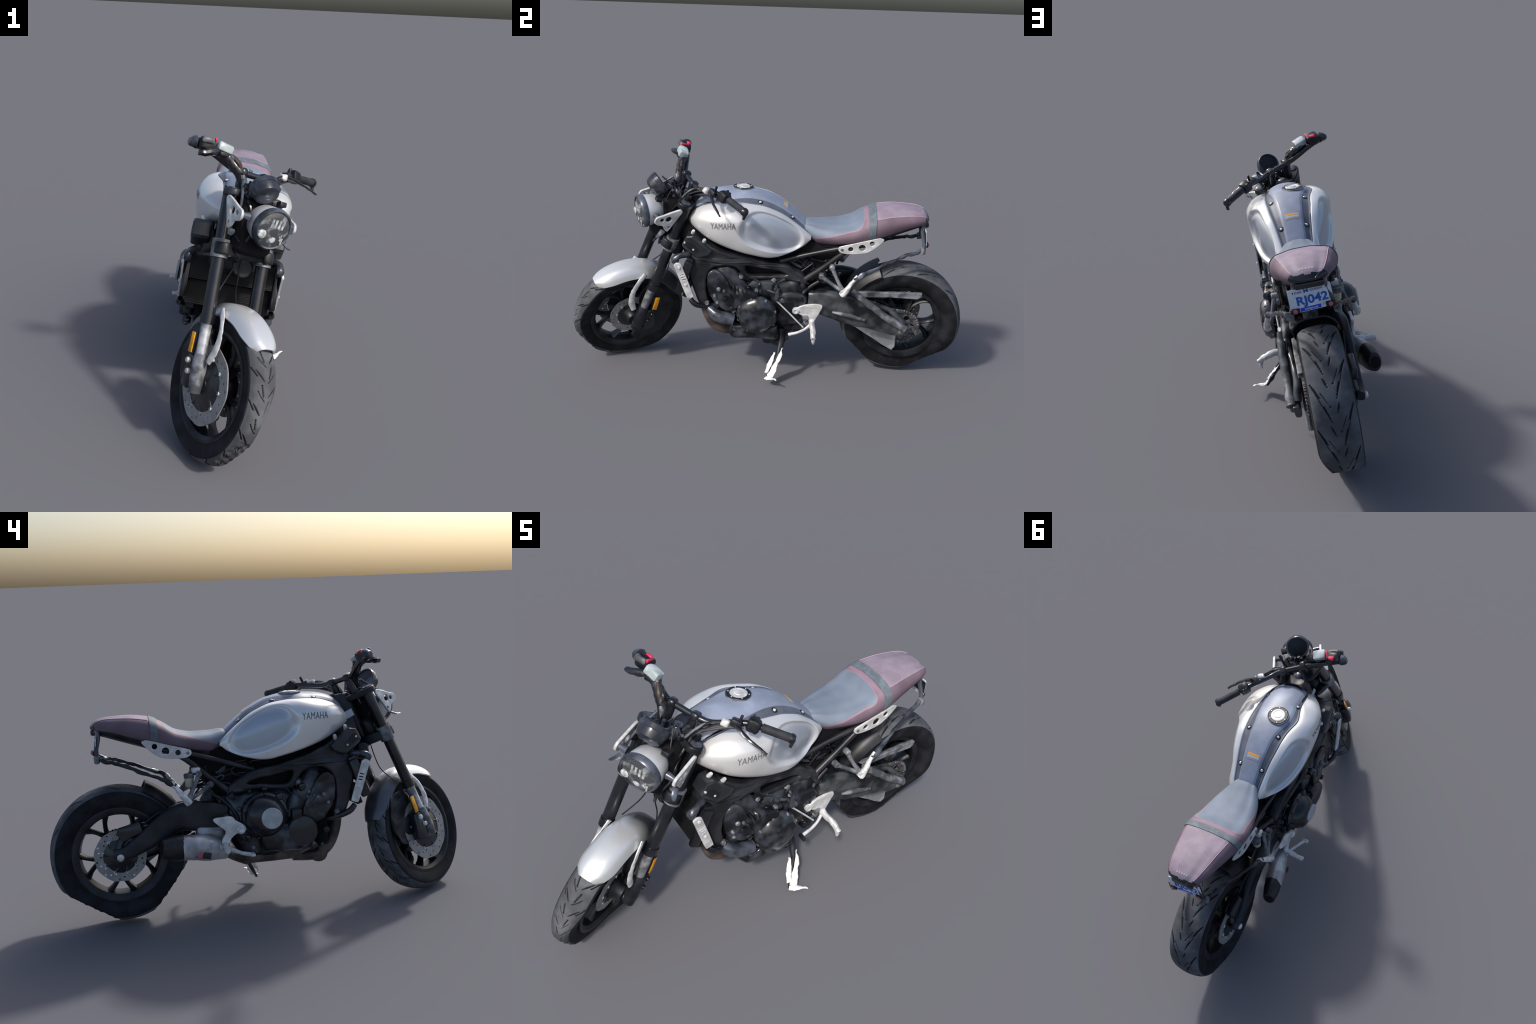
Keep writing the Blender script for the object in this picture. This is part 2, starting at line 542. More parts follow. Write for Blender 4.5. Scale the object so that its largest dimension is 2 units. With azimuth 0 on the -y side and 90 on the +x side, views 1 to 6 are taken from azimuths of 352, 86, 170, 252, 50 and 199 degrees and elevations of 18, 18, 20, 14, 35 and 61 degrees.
def make_wheel(center_frame, half_width, radius, rim_r, grooves, period_count, direction, disc_r, disc_sides, squash_bottom, spoke_angle, disc_x, flank_tuck, rim_depth, spoke_fat, left_disc_x):
    """Wheel built around local x; local y = back, z = up."""
    # tyre section from one bead over the crown to the other
    w, R = half_width, radius
    half = [(0.62 * w, rim_r - 0.006), (0.80 * w, rim_r + 0.006), (0.95 * w, rim_r + 0.030), (1.0 * w, rim_r + 0.050),
            (0.93 * w, R - 0.024), (0.72 * w, R - 0.010), (0.40 * w, R - 0.0025), (0, R)]
    prof = half + [(-x, r) for x, r in half[-2::-1]]
    prof = catmull(prof, 12)
    na = 1400
    th = np.linspace(0, 2 * PI, na, endpoint=False)
    arc = np.concatenate([[0], np.cumsum(np.hypot(np.diff(prof[:, 0]), np.diff(prof[:, 1])))])
    arc -= arc[-1] / 2          # unwrapped lateral position on the tyre skin
    TH, AR = np.meshgrid(th, arc, indexing='ij')
    period = 2 * PI * R / period_count
    s = np.mod(TH * R * direction, period)
    mask = np.zeros_like(s)
    for (a, b, width) in grooves:
        for sign in (1, -1):
            sh = 0 if sign == 1 else period * 0.46
            for k in (-2, -1, 0, 1):
                d, t = seg_dist(np.mod(s + sh, period) + k * period, AR * sign, a, b)
                ww = width * (0.45 + 0.55 * np.sin(PI * np.clip(t, 0.04, 0.96))) if width > 0.003 else width
                mask = np.maximum(mask, np.clip((ww - d) / 0.0012 + 0.5, 0, 1))
    RR = prof[None, :, 1] - mask * 0.004
    XX = np.broadcast_to(prof[None, :, 0], RR.shape).copy()
    Y = np.cos(TH) * RR
    Z = np.sin(TH) * RR
    # flattened stretches where the scan's tyre bottoms are torn off
    for ang_, dist in squash_bottom:
        cy, cz = math.cos(math.radians(ang_)), math.sin(math.radians(ang_))
        pr = Y * cy + Z * cz
        lim = dist + 0.003 * np.sin(TH * 37) * np.sin(AR * 90 + TH * 11)
        over = np.where(pr > lim, (pr - lim) * 0.93, 0)
        Y, Z = Y - cy * over, Z - cz * over
    # the left flank near the ground is drawn in, where the scan is eroded
    low = np.clip((-Z / R - 0.15) / 0.6, 0, 1)
    low = low * low * (3 - 2 * low)
    XX = np.where(XX > 0, XX * (1 - flank_tuck * low), XX)
    m = len(prof)
    verts = np.stack([XX, Y, Z], -1).reshape(-1, 3)
    groups = {'rubber_tread': [], 'rubber_side': [], 'rubber_groove': []}
    fm = (mask + np.roll(mask, -1, 0)) / 2
    ii, jj = np.meshgrid(np.arange(na), np.arange(m - 1), indexing='ij')
    kk = (ii + 1) % na
    quads = np.stack([ii * m + jj, ii * m + jj + 1, kk * m + jj + 1, kk * m + jj], -1)
    mm = 0.5 * (fm[:, :-1] + fm[:, 1:])
    rm = np.broadcast_to(0.5 * (prof[:-1, 1] + prof[1:, 1]), mm.shape)
    isg = mm > 0.5
    ist = (~isg) & (rm > R - 0.024)
    groups['rubber_groove'] = quads[isg].tolist()
    groups['rubber_tread'] = quads[ist].tolist()
    groups['rubber_side'] = quads[(~isg) & (~ist)].tolist()
    wheel = part('wheel', [(lathe([(0, -0.085), (0.030, -0.085), (0.036, -0.060), (0.050, -0.045), (0.052, 0.045), (0.036, 0.060),
                                   (0.030, 0.085), (0, 0.085)], n=40), 'black_plastic')], frame=center_frame)
    # tyre: one mesh, three finishes
    me = bpy.data.meshes.new('tyre')
    faces = groups['rubber_tread'] + groups['rubber_side'] + groups['rubber_groove']
    me.from_pydata(verts.tolist(), [], faces)
    for k in ('rubber_tread', 'rubber_side', 'rubber_groove'):
        me.materials.append(MATS[k])
    me.polygons.foreach_set('material_index', [0] * len(groups['rubber_tread']) + [1] * len(groups['rubber_side']) + [2] * len(groups['rubber_groove']))
    me.polygons.foreach_set('use_smooth', [True] * len(faces))
    me.update()
    bmx = bmesh.new(); bmx.from_mesh(me); bmesh.ops.recalc_face_normals(bmx, faces=bmx.faces[:]); bmx.to_mesh(me); bmx.free()
    ty = bpy.data.objects.new('tyre', me)
    scene_col.objects.link(ty)
    ty.parent = wheel
    # rim band
    rr_, rl_ = 0.80 * w, 0.58 * w           # lips: wide on the right, set in on the left
    dp = rim_depth
    part('rim', [(ring_lathe([(rim_r + 0.004, -rr_), (rim_r + 0.004, -rr_ + 0.006), (rim_r - 0.012, -rr_ + 0.014), (rim_r - 0.016, 0), (rim_r - 0.012, rl_ - 0.014),
                              (rim_r + 0.004, rl_ - 0.006), (rim_r + 0.004, rl_), (rim_r - 0.008, rl_ + 0.001), (rim_r - 0.8 * dp, rl_ - 0.010), (rim_r - dp, 0),
                              (rim_r - 0.8 * dp, -rr_ + 0.010), (rim_r - 0.008, -rr_ - 0.001)], n=96), 'black_plastic')], parent=wheel)
    # five forked spokes: a stout stem that splits in two before the rim
    sp = []
    for k in range(5):
        a0 = k * 2 * PI / 5 + spoke_angle
        for dlt in (-1, 1):
            def at(r, t):
                return V(-0.008, r * math.cos(a0 + dlt * t), r * math.sin(a0 + dlt * t))
            sp.append((tube([at(0.036, 0.10), at(0.075, 0.07), at(0.110, 0.10), at(0.150, 0.21), at(rim_r - 0.018, 0.335)], [0.020 * spoke_fat, 0.016 * spoke_fat, 0.012 * spoke_fat, 0.011 * spoke_fat, 0.017 * spoke_fat], 10, 5, squash=(1.7, 0.75), ref=(1, 0, 0)), 'black_plastic'))
    part('spoke', sp, parent=wheel)
    full_disc = disc_r
    for sd in disc_sides:
        x = -disc_x if sd < 0 else left_disc_x
        disc_r = full_disc if sd < 0 else full_disc * 0.74
        ri = disc_r * 0.66
        outer = [(disc_r * (1 + 0.012 * math.sin(9 * t)) * math.cos(t), disc_r * (1 + 0.012 * math.sin(9 * t)) * math.sin(t)) for t in np.linspace(0, 2 * PI, 96, endpoint=False)]
        holes = [circle2((0, 0), ri, 64)]
        for k in range(30):
            t = k * 2 * PI / 30
            rr = disc_r * (0.74, 0.83, 0.92)[k % 3]
            holes.append(circle2((rr * math.cos(t), rr * math.sin(t)), 0.0042, 8))
        part('brake_disc', [(side_slab([outer] + holes, x, 0.005), 'disc_steel')], parent=wheel)
        car = [(lathe([(0, x - sd * 0.02), (ri * 0.98, x - sd * 0.004), (ri * 0.98, x + sd * 0.001), (ri * 0.6, x + sd * 0.008), (0.028, x + sd * 0.016), (0, x + sd * 0.016)], n=40), 'black_gloss')]
        for k in range(9):
            t = k * 2 * PI / 9
            car.append((tube([V(x, ri * 0.6 * math.cos(t), ri * 0.6 * math.sin(t)), V(x, ri * 1.05 * math.cos(t + 0.2), ri * 1.05 * math.sin(t + 0.2))], 0.007, 8, 1), 'black_gloss'))
            car.append((bolt(V(x, ri * 1.02 * math.cos(t + 0.2), ri * 1.02 * math.sin(t + 0.2)), (sd, 0, 0), 0.007, 0.006), 'aluminium'))
        part('disc_carrier', car, parent=wheel)
    return wheel


FRONT_AXLE = V(-0.005, -0.050, -0.510)       # steering coordinates
front_grooves = [((0.012, 0.012), (0.052, 0.044), 0.0032), ((0.030, 0.040), (0.062, 0.062), 0.0030), ((0.062, 0.004), (0.080, 0.022), 0.0016),
                 ((0.080, 0.022), (0.098, 0.034), 0.0016), ((0.078, 0.010), (0.118, 0.020), 0.0030)]
rear_grooves = [((0.000, 0.016), (0.060, 0.034), 0.0036), ((0.030, 0.028), (0.120, 0.062), 0.0014), ((0.055, 0.012), (0.110, 0.040), 0.0013),
                ((0.090, 0.044), (0.150, 0.074), 0.0040), ((0.030, 0.028), (0.031, 0.029), 0.0032), ((0.055, 0.012), (0.056, 0.0125), 0.0030),
                ((0.125, 0.010), (0.160, 0.022), 0.0036)]

fw_frame = STEERING @ Matrix.Translation(FRONT_AXLE) @ Matrix.Rotation(-RAKE, 4, 'X')
front_wheel = make_wheel(fw_frame, 0.060, 0.290, 0.208, front_grooves, 15, -1, 0.150, (1, -1), ((-105, 0.272), (0, 0.276), (-50, 0.29)), 0.237, 0.068, 0.58, 0.028, 1.0, 0.034)
REAR_AXLE = V(-0.004, 0.690, 0.302)
rear_wheel = make_wheel(Matrix.Translation(REAR_AXLE), 0.086, 0.308, 0.208, rear_grooves, 11, 1, 0.115, (-1,), ((-58, 0.260), (-142, 0.270)), 0.967, 0.092, 0.58, 0.036, 1.35, 0.05)

# ------------------------------------------------------------------ fuel tank

T_Y = [-0.385, -0.36, -0.30, -0.22, -0.12, -0.03, 0.06, 0.13, 0.185, 0.215]
def tank_top(y): return interp(y, T_Y, [0.862, 0.915, 0.955, 0.969, 0.973, 0.959, 0.920, 0.870, 0.823, 0.794])
def seam_x(y): return interp(y, [-0.385, -0.33, -0.23, -0.1, 0, 0.1, 0.215], [0.060, 0.088, 0.100, 0.106, 0.100, 0.084, 0.066])
def seam_z(y): return interp(y, T_Y, [0.845, 0.882, 0.918, 0.938, 0.942, 0.932, 0.897, 0.847, 0.800, 0.773])
def belly_x(y): return interp(y, [-0.385, -0.36, -0.31, -0.26, -0.19, -0.10, 0.0, 0.10, 0.16, 0.20, 0.215], [0.080, 0.125, 0.169, 0.195, 0.206, 0.203, 0.186, 0.148, 0.118, 0.095, 0.085])
def belly_z(y): return interp(y, [-0.385, -0.30, -0.18, -0.05, 0.1, 0.215], [0.848, 0.858, 0.864, 0.840, 0.785, 0.757])
def hem_x(y): return interp(y, [-0.385, -0.33, -0.25, -0.1, 0.05, 0.15, 0.215], [0.066, 0.10, 0.140, 0.162, 0.145, 0.103, 0.078])
def hem_z(y): return interp(y, [-0.385, -0.35, -0.30, -0.20, -0.06, 0.02, 0.10, 0.18, 0.215], [0.822, 0.800, 0.773, 0.733, 0.696, 0.682, 0.694, 0.726, 0.755])


def right_bulge(y):
    return 0.022 * np.exp(-((y + 0.15) / 0.06) ** 2)


def knee_mask(y, z):
    """1 inside the pressed-in knee recess, soft edge; slanted teardrop outline"""
    c, s_ = math.cos(math.radians(-24)), math.sin(math.radians(-24))
    dy, dz = y - 0.030, z - 0.806
    u = (dy * c + dz * s_)
    v = (-dy * s_ + dz * c)
    hv = 0.082 - 0.10 * u
    d = (np.abs(u) / 0.158) ** 2.4 + (np.abs(v) / np.maximum(hv, 0.02)) ** 2.4
    return np.clip((1.12 - d) / 0.42, 0, 1)


def side_panel(sgn):
    ys = np.concatenate([-0.385 + 0.6 * (0.5 - 0.5 * np.cos(np.linspace(0, PI, 110)))])
    nt_ = 64
    rings = []
    for y in ys:
        xs, zs = float(seam_x(y)), float(seam_z(y))
        if sgn < 0:
            xs += right_bulge(y)
        bx, bz = float(belly_x(y)) - (0.008 if sgn < 0 else 0.002), float(belly_z(y))
        hx, hz = float(hem_x(y)), float(hem_z(y))
        bx = max(bx, xs + 0.004)
        t = np.linspace(0, PI / 2, nt_ // 2)
        ux = xs + (bx - xs) * np.sin(t) ** 1.03
        uz = bz + (zs - bz) * np.cos(t) ** 1.08
        lx = hx + (bx - hx) * np.cos(t[1:]) ** 0.8
        lz = bz - (bz - hz) * np.sin(t[1:])
        x = np.concatenate([[xs - 0.012, xs - 0.003], ux, lx, [hx - 0.004, hx - 0.030]])
        z = np.concatenate([[zs - 0.014, zs - 0.002], uz, lz, [hz - 0.001, hz + 0.004]])
        k = knee_mask(y, z)
        k = k * k * (3 - 2 * k)
        inner = np.ones_like(k)
        inner[:2] = 0
        inner[-2:] = 0
        # crease that runs forward from the recess under the lettering
        x = x - 0.021 * k * inner
        rings.append(np.stack([x * sgn, np.full_like(x, y), z], -1))
    v, f = loft(rings, cap=False, closed_ring=False)
    # dents on the left flank near the recess, as on the scanned machine
    if sgn > 0:
        for (cy, cz, r, a) in ((-0.02, 0.80, 0.035, 0.006), (0.03, 0.77, 0.03, -0.005), (-0.075, 0.865, 0.02, -0.007)):
            d2 = ((v[:, 1] - cy) ** 2 + (v[:, 2] - cz) ** 2) / r ** 2
            v[:, 0] -= a * np.exp(-d2) * (v[:, 0] > 0.12)
    # the recess is coloured bluer and darker for its baked reflection
    fc = np.array([v[list(q)].mean(0) for q in f])
    return v, f


def make_panel(sgn):
    v, f = side_panel(sgn)
    ob = part('side_cover', [((v, f), 'tank_panel_baked_tint')], angle=60)
    md = ob.modifiers.new('s', 'SOLIDIFY')
    md.thickness = 0.003
    md.offset = -1 if sgn > 0 else -1
    return ob, BVHTree.FromPolygons([Vector(p) for p in v], f)


def panel_material():
    """Silver skin; a baked blue-grey reflection is painted into the pressed knee recess (same teardrop rule as the geometry)."""
    m = bpy.data.materials.new('tank_panel_baked_tint')
    m.use_nodes = True
    nt = m.node_tree
    b = nt.nodes['Principled BSDF']
    b.inputs['Roughness'].default_value = 0.28
    tc = nt.nodes.new('ShaderNodeTexCoord')
    sx = nt.nodes.new('ShaderNodeSeparateXYZ')
    nt.links.new(tc.outputs['Object'], sx.inputs[0])

    def mth(op, a, bb=None, cc=None, clamp=False):
        n = nt.nodes.new('ShaderNodeMath')
        n.operation = op
        n.use_clamp = clamp
        for i, v in enumerate((a, bb, cc)):
            if v is None:
                continue
            if isinstance(v, (int, float)):
                n.inputs[i].default_value = v
            else:
                nt.links.new(v, n.inputs[i])
        return n.outputs[0]
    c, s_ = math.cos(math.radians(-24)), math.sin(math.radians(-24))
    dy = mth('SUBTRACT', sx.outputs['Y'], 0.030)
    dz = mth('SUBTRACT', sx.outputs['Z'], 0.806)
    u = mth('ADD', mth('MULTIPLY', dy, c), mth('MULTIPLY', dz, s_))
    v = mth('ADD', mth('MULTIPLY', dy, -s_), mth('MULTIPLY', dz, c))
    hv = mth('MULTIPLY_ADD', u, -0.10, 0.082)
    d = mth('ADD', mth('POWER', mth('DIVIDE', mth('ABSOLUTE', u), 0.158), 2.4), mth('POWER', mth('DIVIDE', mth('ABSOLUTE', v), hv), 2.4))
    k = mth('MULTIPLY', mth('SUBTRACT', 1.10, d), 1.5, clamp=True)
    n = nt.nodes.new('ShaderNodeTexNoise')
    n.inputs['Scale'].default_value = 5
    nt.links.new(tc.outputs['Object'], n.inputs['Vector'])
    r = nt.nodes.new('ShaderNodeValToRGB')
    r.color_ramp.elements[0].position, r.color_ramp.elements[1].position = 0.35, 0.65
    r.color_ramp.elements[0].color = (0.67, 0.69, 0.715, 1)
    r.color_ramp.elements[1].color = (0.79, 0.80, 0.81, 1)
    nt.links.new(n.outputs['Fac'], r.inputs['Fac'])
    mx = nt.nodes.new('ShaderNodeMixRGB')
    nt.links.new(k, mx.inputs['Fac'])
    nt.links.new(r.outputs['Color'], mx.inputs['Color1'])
    mx.inputs['Color2'].default_value = (0.43, 0.48, 0.56, 1)  # baked reflection of the recess, put into the colour
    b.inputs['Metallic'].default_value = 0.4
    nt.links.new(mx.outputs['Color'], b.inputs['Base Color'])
    MATS['tank_panel_baked_tint'] = m


panel_material()
panels = {}
for sgn in (1, -1):
    panels[sgn] = make_panel(sgn)


def cover_z(x, y):
    xs = seam_x(y) + (right_bulge(y) if x < 0 else 0)
    q = min(abs(x) / xs, 1.0)
    z = tank_top(y) - (tank_top(y) - seam_z(y)) * q ** 2.3
    return float(z)


def ridge_half(y):
    return interp(y, [-0.385, -0.30, -0.2, -0.05, 0.1, 0.215], [0.052, 0.074, 0.075, 0.058, 0.044, 0.036])


def tank_cover():
    ys = np.linspace(-0.385, 0.21, 90)
    rings = []
    for y in ys:
        row = []
        rh = float(ridge_half(y))
        for side in (-1, 1):
            xs = float(seam_x(y)) + (right_bulge(y) if side < 0 else 0) - 0.002
            r_ = rh + (0.018 * math.exp(-((y + 0.13) / 0.07) ** 2) if side < 0 else 0)
            seq = [(xs + 0.0, -0.012), (xs, -0.002), (xs - 0.003, 0.0)] + [(r_ + 0.006 + (xs - 0.003 - r_ - 0.006) * t, -0.0065 * min(1, 4 * (1 - t), 1)) for t in np.linspace(0.85, 0, 6)] + \
                  [(r_, 0.0)] + [(r_ * t, 0.0) for t in np.linspace(0.88, 0.12, 7)]
            pts = [(side * x, y, cover_z(side * x, y) + dz) for x, dz in seq]
            row.append(pts)
        rings.append(np.array(row[0] + [(0, y, cover_z(0, y))] + row[1][::-1]))
    v, f = loft(rings, cap=False, closed_ring=False)
    ridge, chan = [], []
    n = len(rings[0])
    for i, q in enumerate(f):
        j = i % (n - 1)
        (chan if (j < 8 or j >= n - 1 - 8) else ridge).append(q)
    return v, ridge, chan


cv, cr, cc = tank_cover()
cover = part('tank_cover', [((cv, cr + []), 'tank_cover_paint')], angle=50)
# channels share the same vertices: second face set on the same mesh
def remake_cover():
    me = cover.data
    bm = bmesh.new()
    vs = [bm.verts.new(p) for p in cv]
    for q in cr:
        bm.faces.new([vs[i] for i in q]).material_index = 0
    for q in cc:
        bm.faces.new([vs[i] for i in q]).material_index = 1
    for q in bm.faces:
        q.smooth = True
    bmesh.ops.recalc_face_normals(bm, faces=bm.faces[:])
    bm.to_mesh(me)
    bm.free()
    if len(me.materials) < 2:
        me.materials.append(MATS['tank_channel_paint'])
    me.set_sharp_from_angle(angle=math.radians(50))


remake_cover()
cover_bvh = BVHTree.FromPolygons([Vector(p) for p in cv], cr + cc)
# added dark core under the covers so no light shows through the seams
core = []
for y in np.linspace(-0.375, 0.205, 24):
    t = np.linspace(0, 2 * PI, 28, endpoint=False)
    zc = (float(tank_top(y)) + float(hem_z(y))) / 2 - 0.006
    hz_ = (float(tank_top(y)) - float(hem_z(y))) / 2 - 0.014
    wx = min(float(belly_x(y)), 0.20) - 0.040
    core.append(np.stack([wx * np.sign(np.cos(t)) * np.abs(np.cos(t)) ** 0.8, np.full_like(t, y), zc + hz_ * np.sin(t)], -1))
part('tank_core_fill', [(loft(core), 'black_deep')])


def surface_on_cover(x, y):
    hit = cover_bvh.ray_cast(Vector((x, y, 1.3)), Vector((0, 0, -1)))
    return hit[0], hit[1]


bolts = []
for (x, y) in ((0.057, 0.12), (-0.058, 0.12), (0.079, -0.035), (-0.076, -0.035), (0.080, -0.235), (-0.086, -0.228)):
    p, n = surface_on_cover(x, y)
    if n.z < 0:
        n = -n
    c = V(*p)
    bolts.append((lathe([(0, -0.004), (0.0125, -0.004), (0.0125, 0.0015), (0.0105, 0.0030), (0.0095, 0.0015), (0, 0.0012)], c, n, 20), 'black_plastic'))
    bolts.append((lathe([(0, -0.002), (0.0068, -0.002), (0.0066, 0.003), (0.0045, 0.005), (0, 0.005)], c, n, 16), 'bright_metal'))
part('tank_bolt', bolts)

# filler cap, set to the right of the middle
cap_p, cap_n = surface_on_cover(-0.033, -0.128)
cap_n = (cap_n if cap_n.z > 0 else -cap_n).lerp(Vector((0, 0.05, 1)), 0.6).normalized()
cp = V(*cap_p) - 0.002 * V(*cap_n)
capg = [(lathe([(0, -0.01), (0.048, -0.01), (0.048, 0.004), (0.046, 0.0062), (0.036, 0.0062), (0.034, 0.004), (0, 0.004)], cp, cap_n, 56), 'black_plastic'),
        (lathe([(0, 0.0), (0.0345, 0.0), (0.0345, 0.0070), (0.030, 0.0086), (0.026, 0.0086), (0.024, 0.0068), (0.018, 0.0068), (0.016, 0.009), (0, 0.0095)], cp, cap_n, 56), 'bright_metal'),
        (ring_lathe([(0.049, -0.004), (0.0515, -0.004), (0.0515, 0.003), (0.049, 0.004)], cp, cap_n, 56), 'aluminium_dark')]
part('filler_cap', capg)
capb = []
cu_ = np.cross(V(*cap_n), V(1, 0, 0)); cu_ /= np.linalg.norm(cu_)
cw_ = np.cross(V(*cap_n), cu_)
for k in range(6):
    t = k * PI / 3 + 0.3
    capb.append((bolt(cp + 0.041 * (math.cos(t) * cu_ + math.sin(t) * cw_), cap_n, 0.0032, 0.0085, 10), 'bright_metal'))
part('cap_screw', capb)


def drape(g, tree, direction, lift):
    """Lay a thin flat mesh onto a surface along a direction."""
    v, f = g
    out = []
    d = Vector(direction)
    for p in v:
        o = Vector(p) - d * (1.3 if abs(d.z) > 0.5 else 0.5)
        hit = tree.ray_cast(o, d)
        h = hit[0] if hit[0] else Vector(p)
        out.append(np.array(h) - np.array(direction) * lift)
    return np.array(out), f


def grid_quad(p00, p10, p11, p01, nu=10, nv=6):
    v, f = [], []
    for i in range(nu + 1):
        for j in range(nv + 1):
            a, b = i / nu, j / nv
            v.append((1 - a) * (1 - b) * V(*p00) + a * (1 - b) * V(*p10) + a * b * V(*p11) + (1 - a) * b * V(*p01))
    for i in range(nu):
        for j in range(nv):
            f.append((i * (nv + 1) + j, (i + 1) * (nv + 1) + j, (i + 1) * (nv + 1) + j + 1, i * (nv + 1) + j + 1))
    return np.array(v), f


# caution sticker on the rear slope of the cover
part('sticker', [(drape(grid_quad((0.030, 0.076, 0), (-0.032, 0.076, 0), (-0.032, 0.084, 0), (0.030, 0.084, 0)), cover_bvh, (0, 0, -1), 0.0012), 'orange_ink'),
                 (drape(grid_quad((0.030, 0.0845, 0), (-0.032, 0.0845, 0), (-0.032, 0.094, 0), (0.030, 0.094, 0)), cover_bvh, (0, 0, -1), 0.0010), 'label_grey'),
                 (drape(grid_quad((0.030, 0.0945, 0), (-0.032, 0.0945, 0), (-0.032, 0.102, 0), (0.030, 0.102, 0)), cover_bvh, (0, 0, -1), 0.0010), 'lettering')])

# maker's name on both flanks
for sgn in (1, -1):
    v, f = text_mesh('YAMAHA', 0.040, 0.0006, spacing=1.06, bold=0.0)
    g = refine((v, f), 1)
    w = g[0][:, 0].max() - g[0][:, 0].min()
    h = g[0][:, 1].max() - g[0][:, 1].min()
    px = g[0][:, 0] / w * 0.120
    pz = g[0][:, 1] / h * 0.031
    yy = -0.200 + px * sgn
    zz = (0.855 if sgn > 0 else 0.861) + pz + (0.06 if sgn > 0 else 0.0) * px * sgn * sgn
    if sgn < 0:
        yy = -0.203 - px
    pts = np.stack([np.full_like(yy, 0.25 * sgn), yy, zz], -1)
    part('lettering', [(drape((pts, g[1]), panels[sgn][1], (-sgn, 0, 0), 0.0012), 'lettering')], smooth=False)

# ------------------------------------------------------------------ seat

S_Y = [0.165, 0.20, 0.26, 0.32, 0.40, 0.465, 0.53, 0.62, 0.70, 0.742, 0.764, 0.778]
def seat_top(y): return interp(y, S_Y, [0.812, 0.828, 0.823, 0.823, 0.838, 0.878, 0.906, 0.916, 0.914, 0.905, 0.893, 0.876])
def seat_bot(y): return interp(y, S_Y, [0.775, 0.758, 0.732, 0.740, 0.760, 0.776, 0.792, 0.824, 0.848, 0.856, 0.860, 0.864])
def seat_half(y): return interp(y, S_Y, [0.046, 0.068, 0.100, 0.120, 0.136, 0.141, 0.136, 0.120, 0.101, 0.085, 0.067, 0.034])


def seat_ring(y, grow=0.0, upto=1.0):
    zt, zb, w = float(seat_top(y)) + grow, float(seat_bot(y)), float(seat_half(y)) + grow
    hh = zt - zb
    nose = float(interp(y, [0.16, 0.26, 0.40, 0.78], [1, 1, 0, 0]))   # the nose of the seat tucks in below
    half = [(0.0, zt), (0.30 * w, zt - 0.001), (0.55 * w, zt - 0.004 - 0.035 * hh), (0.76 * w, zt - 0.13 * hh), (0.90 * w, zt - 0.27 * hh), (0.98 * w, zt - 0.47 * hh),
            (0.985 * w * (1 - 0.06 * nose), zt - 0.68 * hh), (0.93 * w * (1 - 0.16 * nose), zb + 0.10 * hh), (0.86 * w * (1 - 0.22 * nose), zb + 0.0)]
    h = catmull([(-half[1][0], half[1][1])] + half, 6)[6:]
    return h


def seat_mesh():
    rings = []
    ys = np.concatenate([[0.165], np.linspace(0.168, 0.764, 84), [0.769, 0.774, 0.7770, 0.778]])
    for y in ys:
        h = seat_ring(y)
        right = np.stack([h[:, 0], np.full(len(h), y), h[:, 1]], -1)
        left = right[::-1] * (-1, 1, 1)
        rings.append(np.concatenate([right, left[:-1]]))
    return loft(rings)


sv, sf = seat_mesh()
fr, tl, tt = [], [], []
n_ring = len(seat_ring(0.4))
i_pipe = int(n_ring * 0.40)
per = 2 * n_ring - 1
for q in sf:
    c = sv[list(q)].mean(0)
    col = min(i % per for i in q)
    h = seat_ring(c[1])
    if c[1] > 0.757 and c[2] < 0.890:
        tl.append(q)
    elif c[1] > 0.50 and c[2] > h[i_pipe, 1] - 0.0005 and len(q) == 4:
        tt.append(q)
    else:
        fr.append(q)
me = bpy.data.meshes.new('seat')
me.from_pydata(sv.tolist(), [], fr + tl + tt)
for k in ('leather_two_tone', 'black_gloss', 'leather_tail'):
    me.materials.append(MATS[k])
me.polygons.foreach_set('material_index', [0] * len(fr) + [1] * len(tl) + [2] * len(tt))
me.polygons.foreach_set('use_smooth', [True] * (len(fr) + len(tl) + len(tt)))
bmx = bmesh.new(); bmx.from_mesh(me); bmesh.ops.recalc_face_normals(bmx, faces=bmx.faces[:]); bmx.to_mesh(me); bmx.free()
seat = bpy.data.objects.new('seat', me)
scene_col.objects.link(seat)
seat.parent = ROOT
# strap across the seat
rings = []
for y in np.linspace(0.490, 0.522, 5):
    h = seat_ring(y, 0.003)
    h2 = seat_ring(y, -0.002)
    a = np.stack([h[:, 0], np.full(len(h), y), h[:, 1]], -1)
    b = np.stack([h2[:, 0], np.full(len(h), y), h2[:, 1]], -1)
    outer = np.concatenate([(a[::-1] * (-1, 1, 1)), a[1:]])
    inner = np.concatenate([(b[::-1] * (-1, 1, 1)), b[1:]])
    rings.append(np.concatenate([outer, inner[::-1]]))
part('strap', [(loft(rings), 'strap_webbing')], angle=50)
# piping along both upper edges of the tail and a seam in front of the strap
pip = []
for sgn in (1, -1):
    pts = []
    for y in np.linspace(0.53, 0.756, 16):
        h = seat_ring(y, 0.0004)
        i = int(len(h) * 0.40)
        pts.append((sgn * h[i, 0], y, h[i, 1]))
    pip.append((tube(pts, 0.0016, 6, 2), 'stitch_pink'))
part('seat_piping', pip)
seat_bvh = BVHTree.FromPolygons([Vector(p) for p in sv], sf)
# faint stamped mark at the tail
mk = [(drape(grid_quad((0.030 - 0.012 * k, 0.742, 0), (0.022 - 0.012 * k, 0.742, 0), (0.022 - 0.012 * k, 0.750, 0), (0.030 - 0.012 * k, 0.750, 0), 3, 3), seat_bvh, (0, 0, -1), 0.0008), 'stamp') for k in range(5)]
part('stamped_mark', mk)

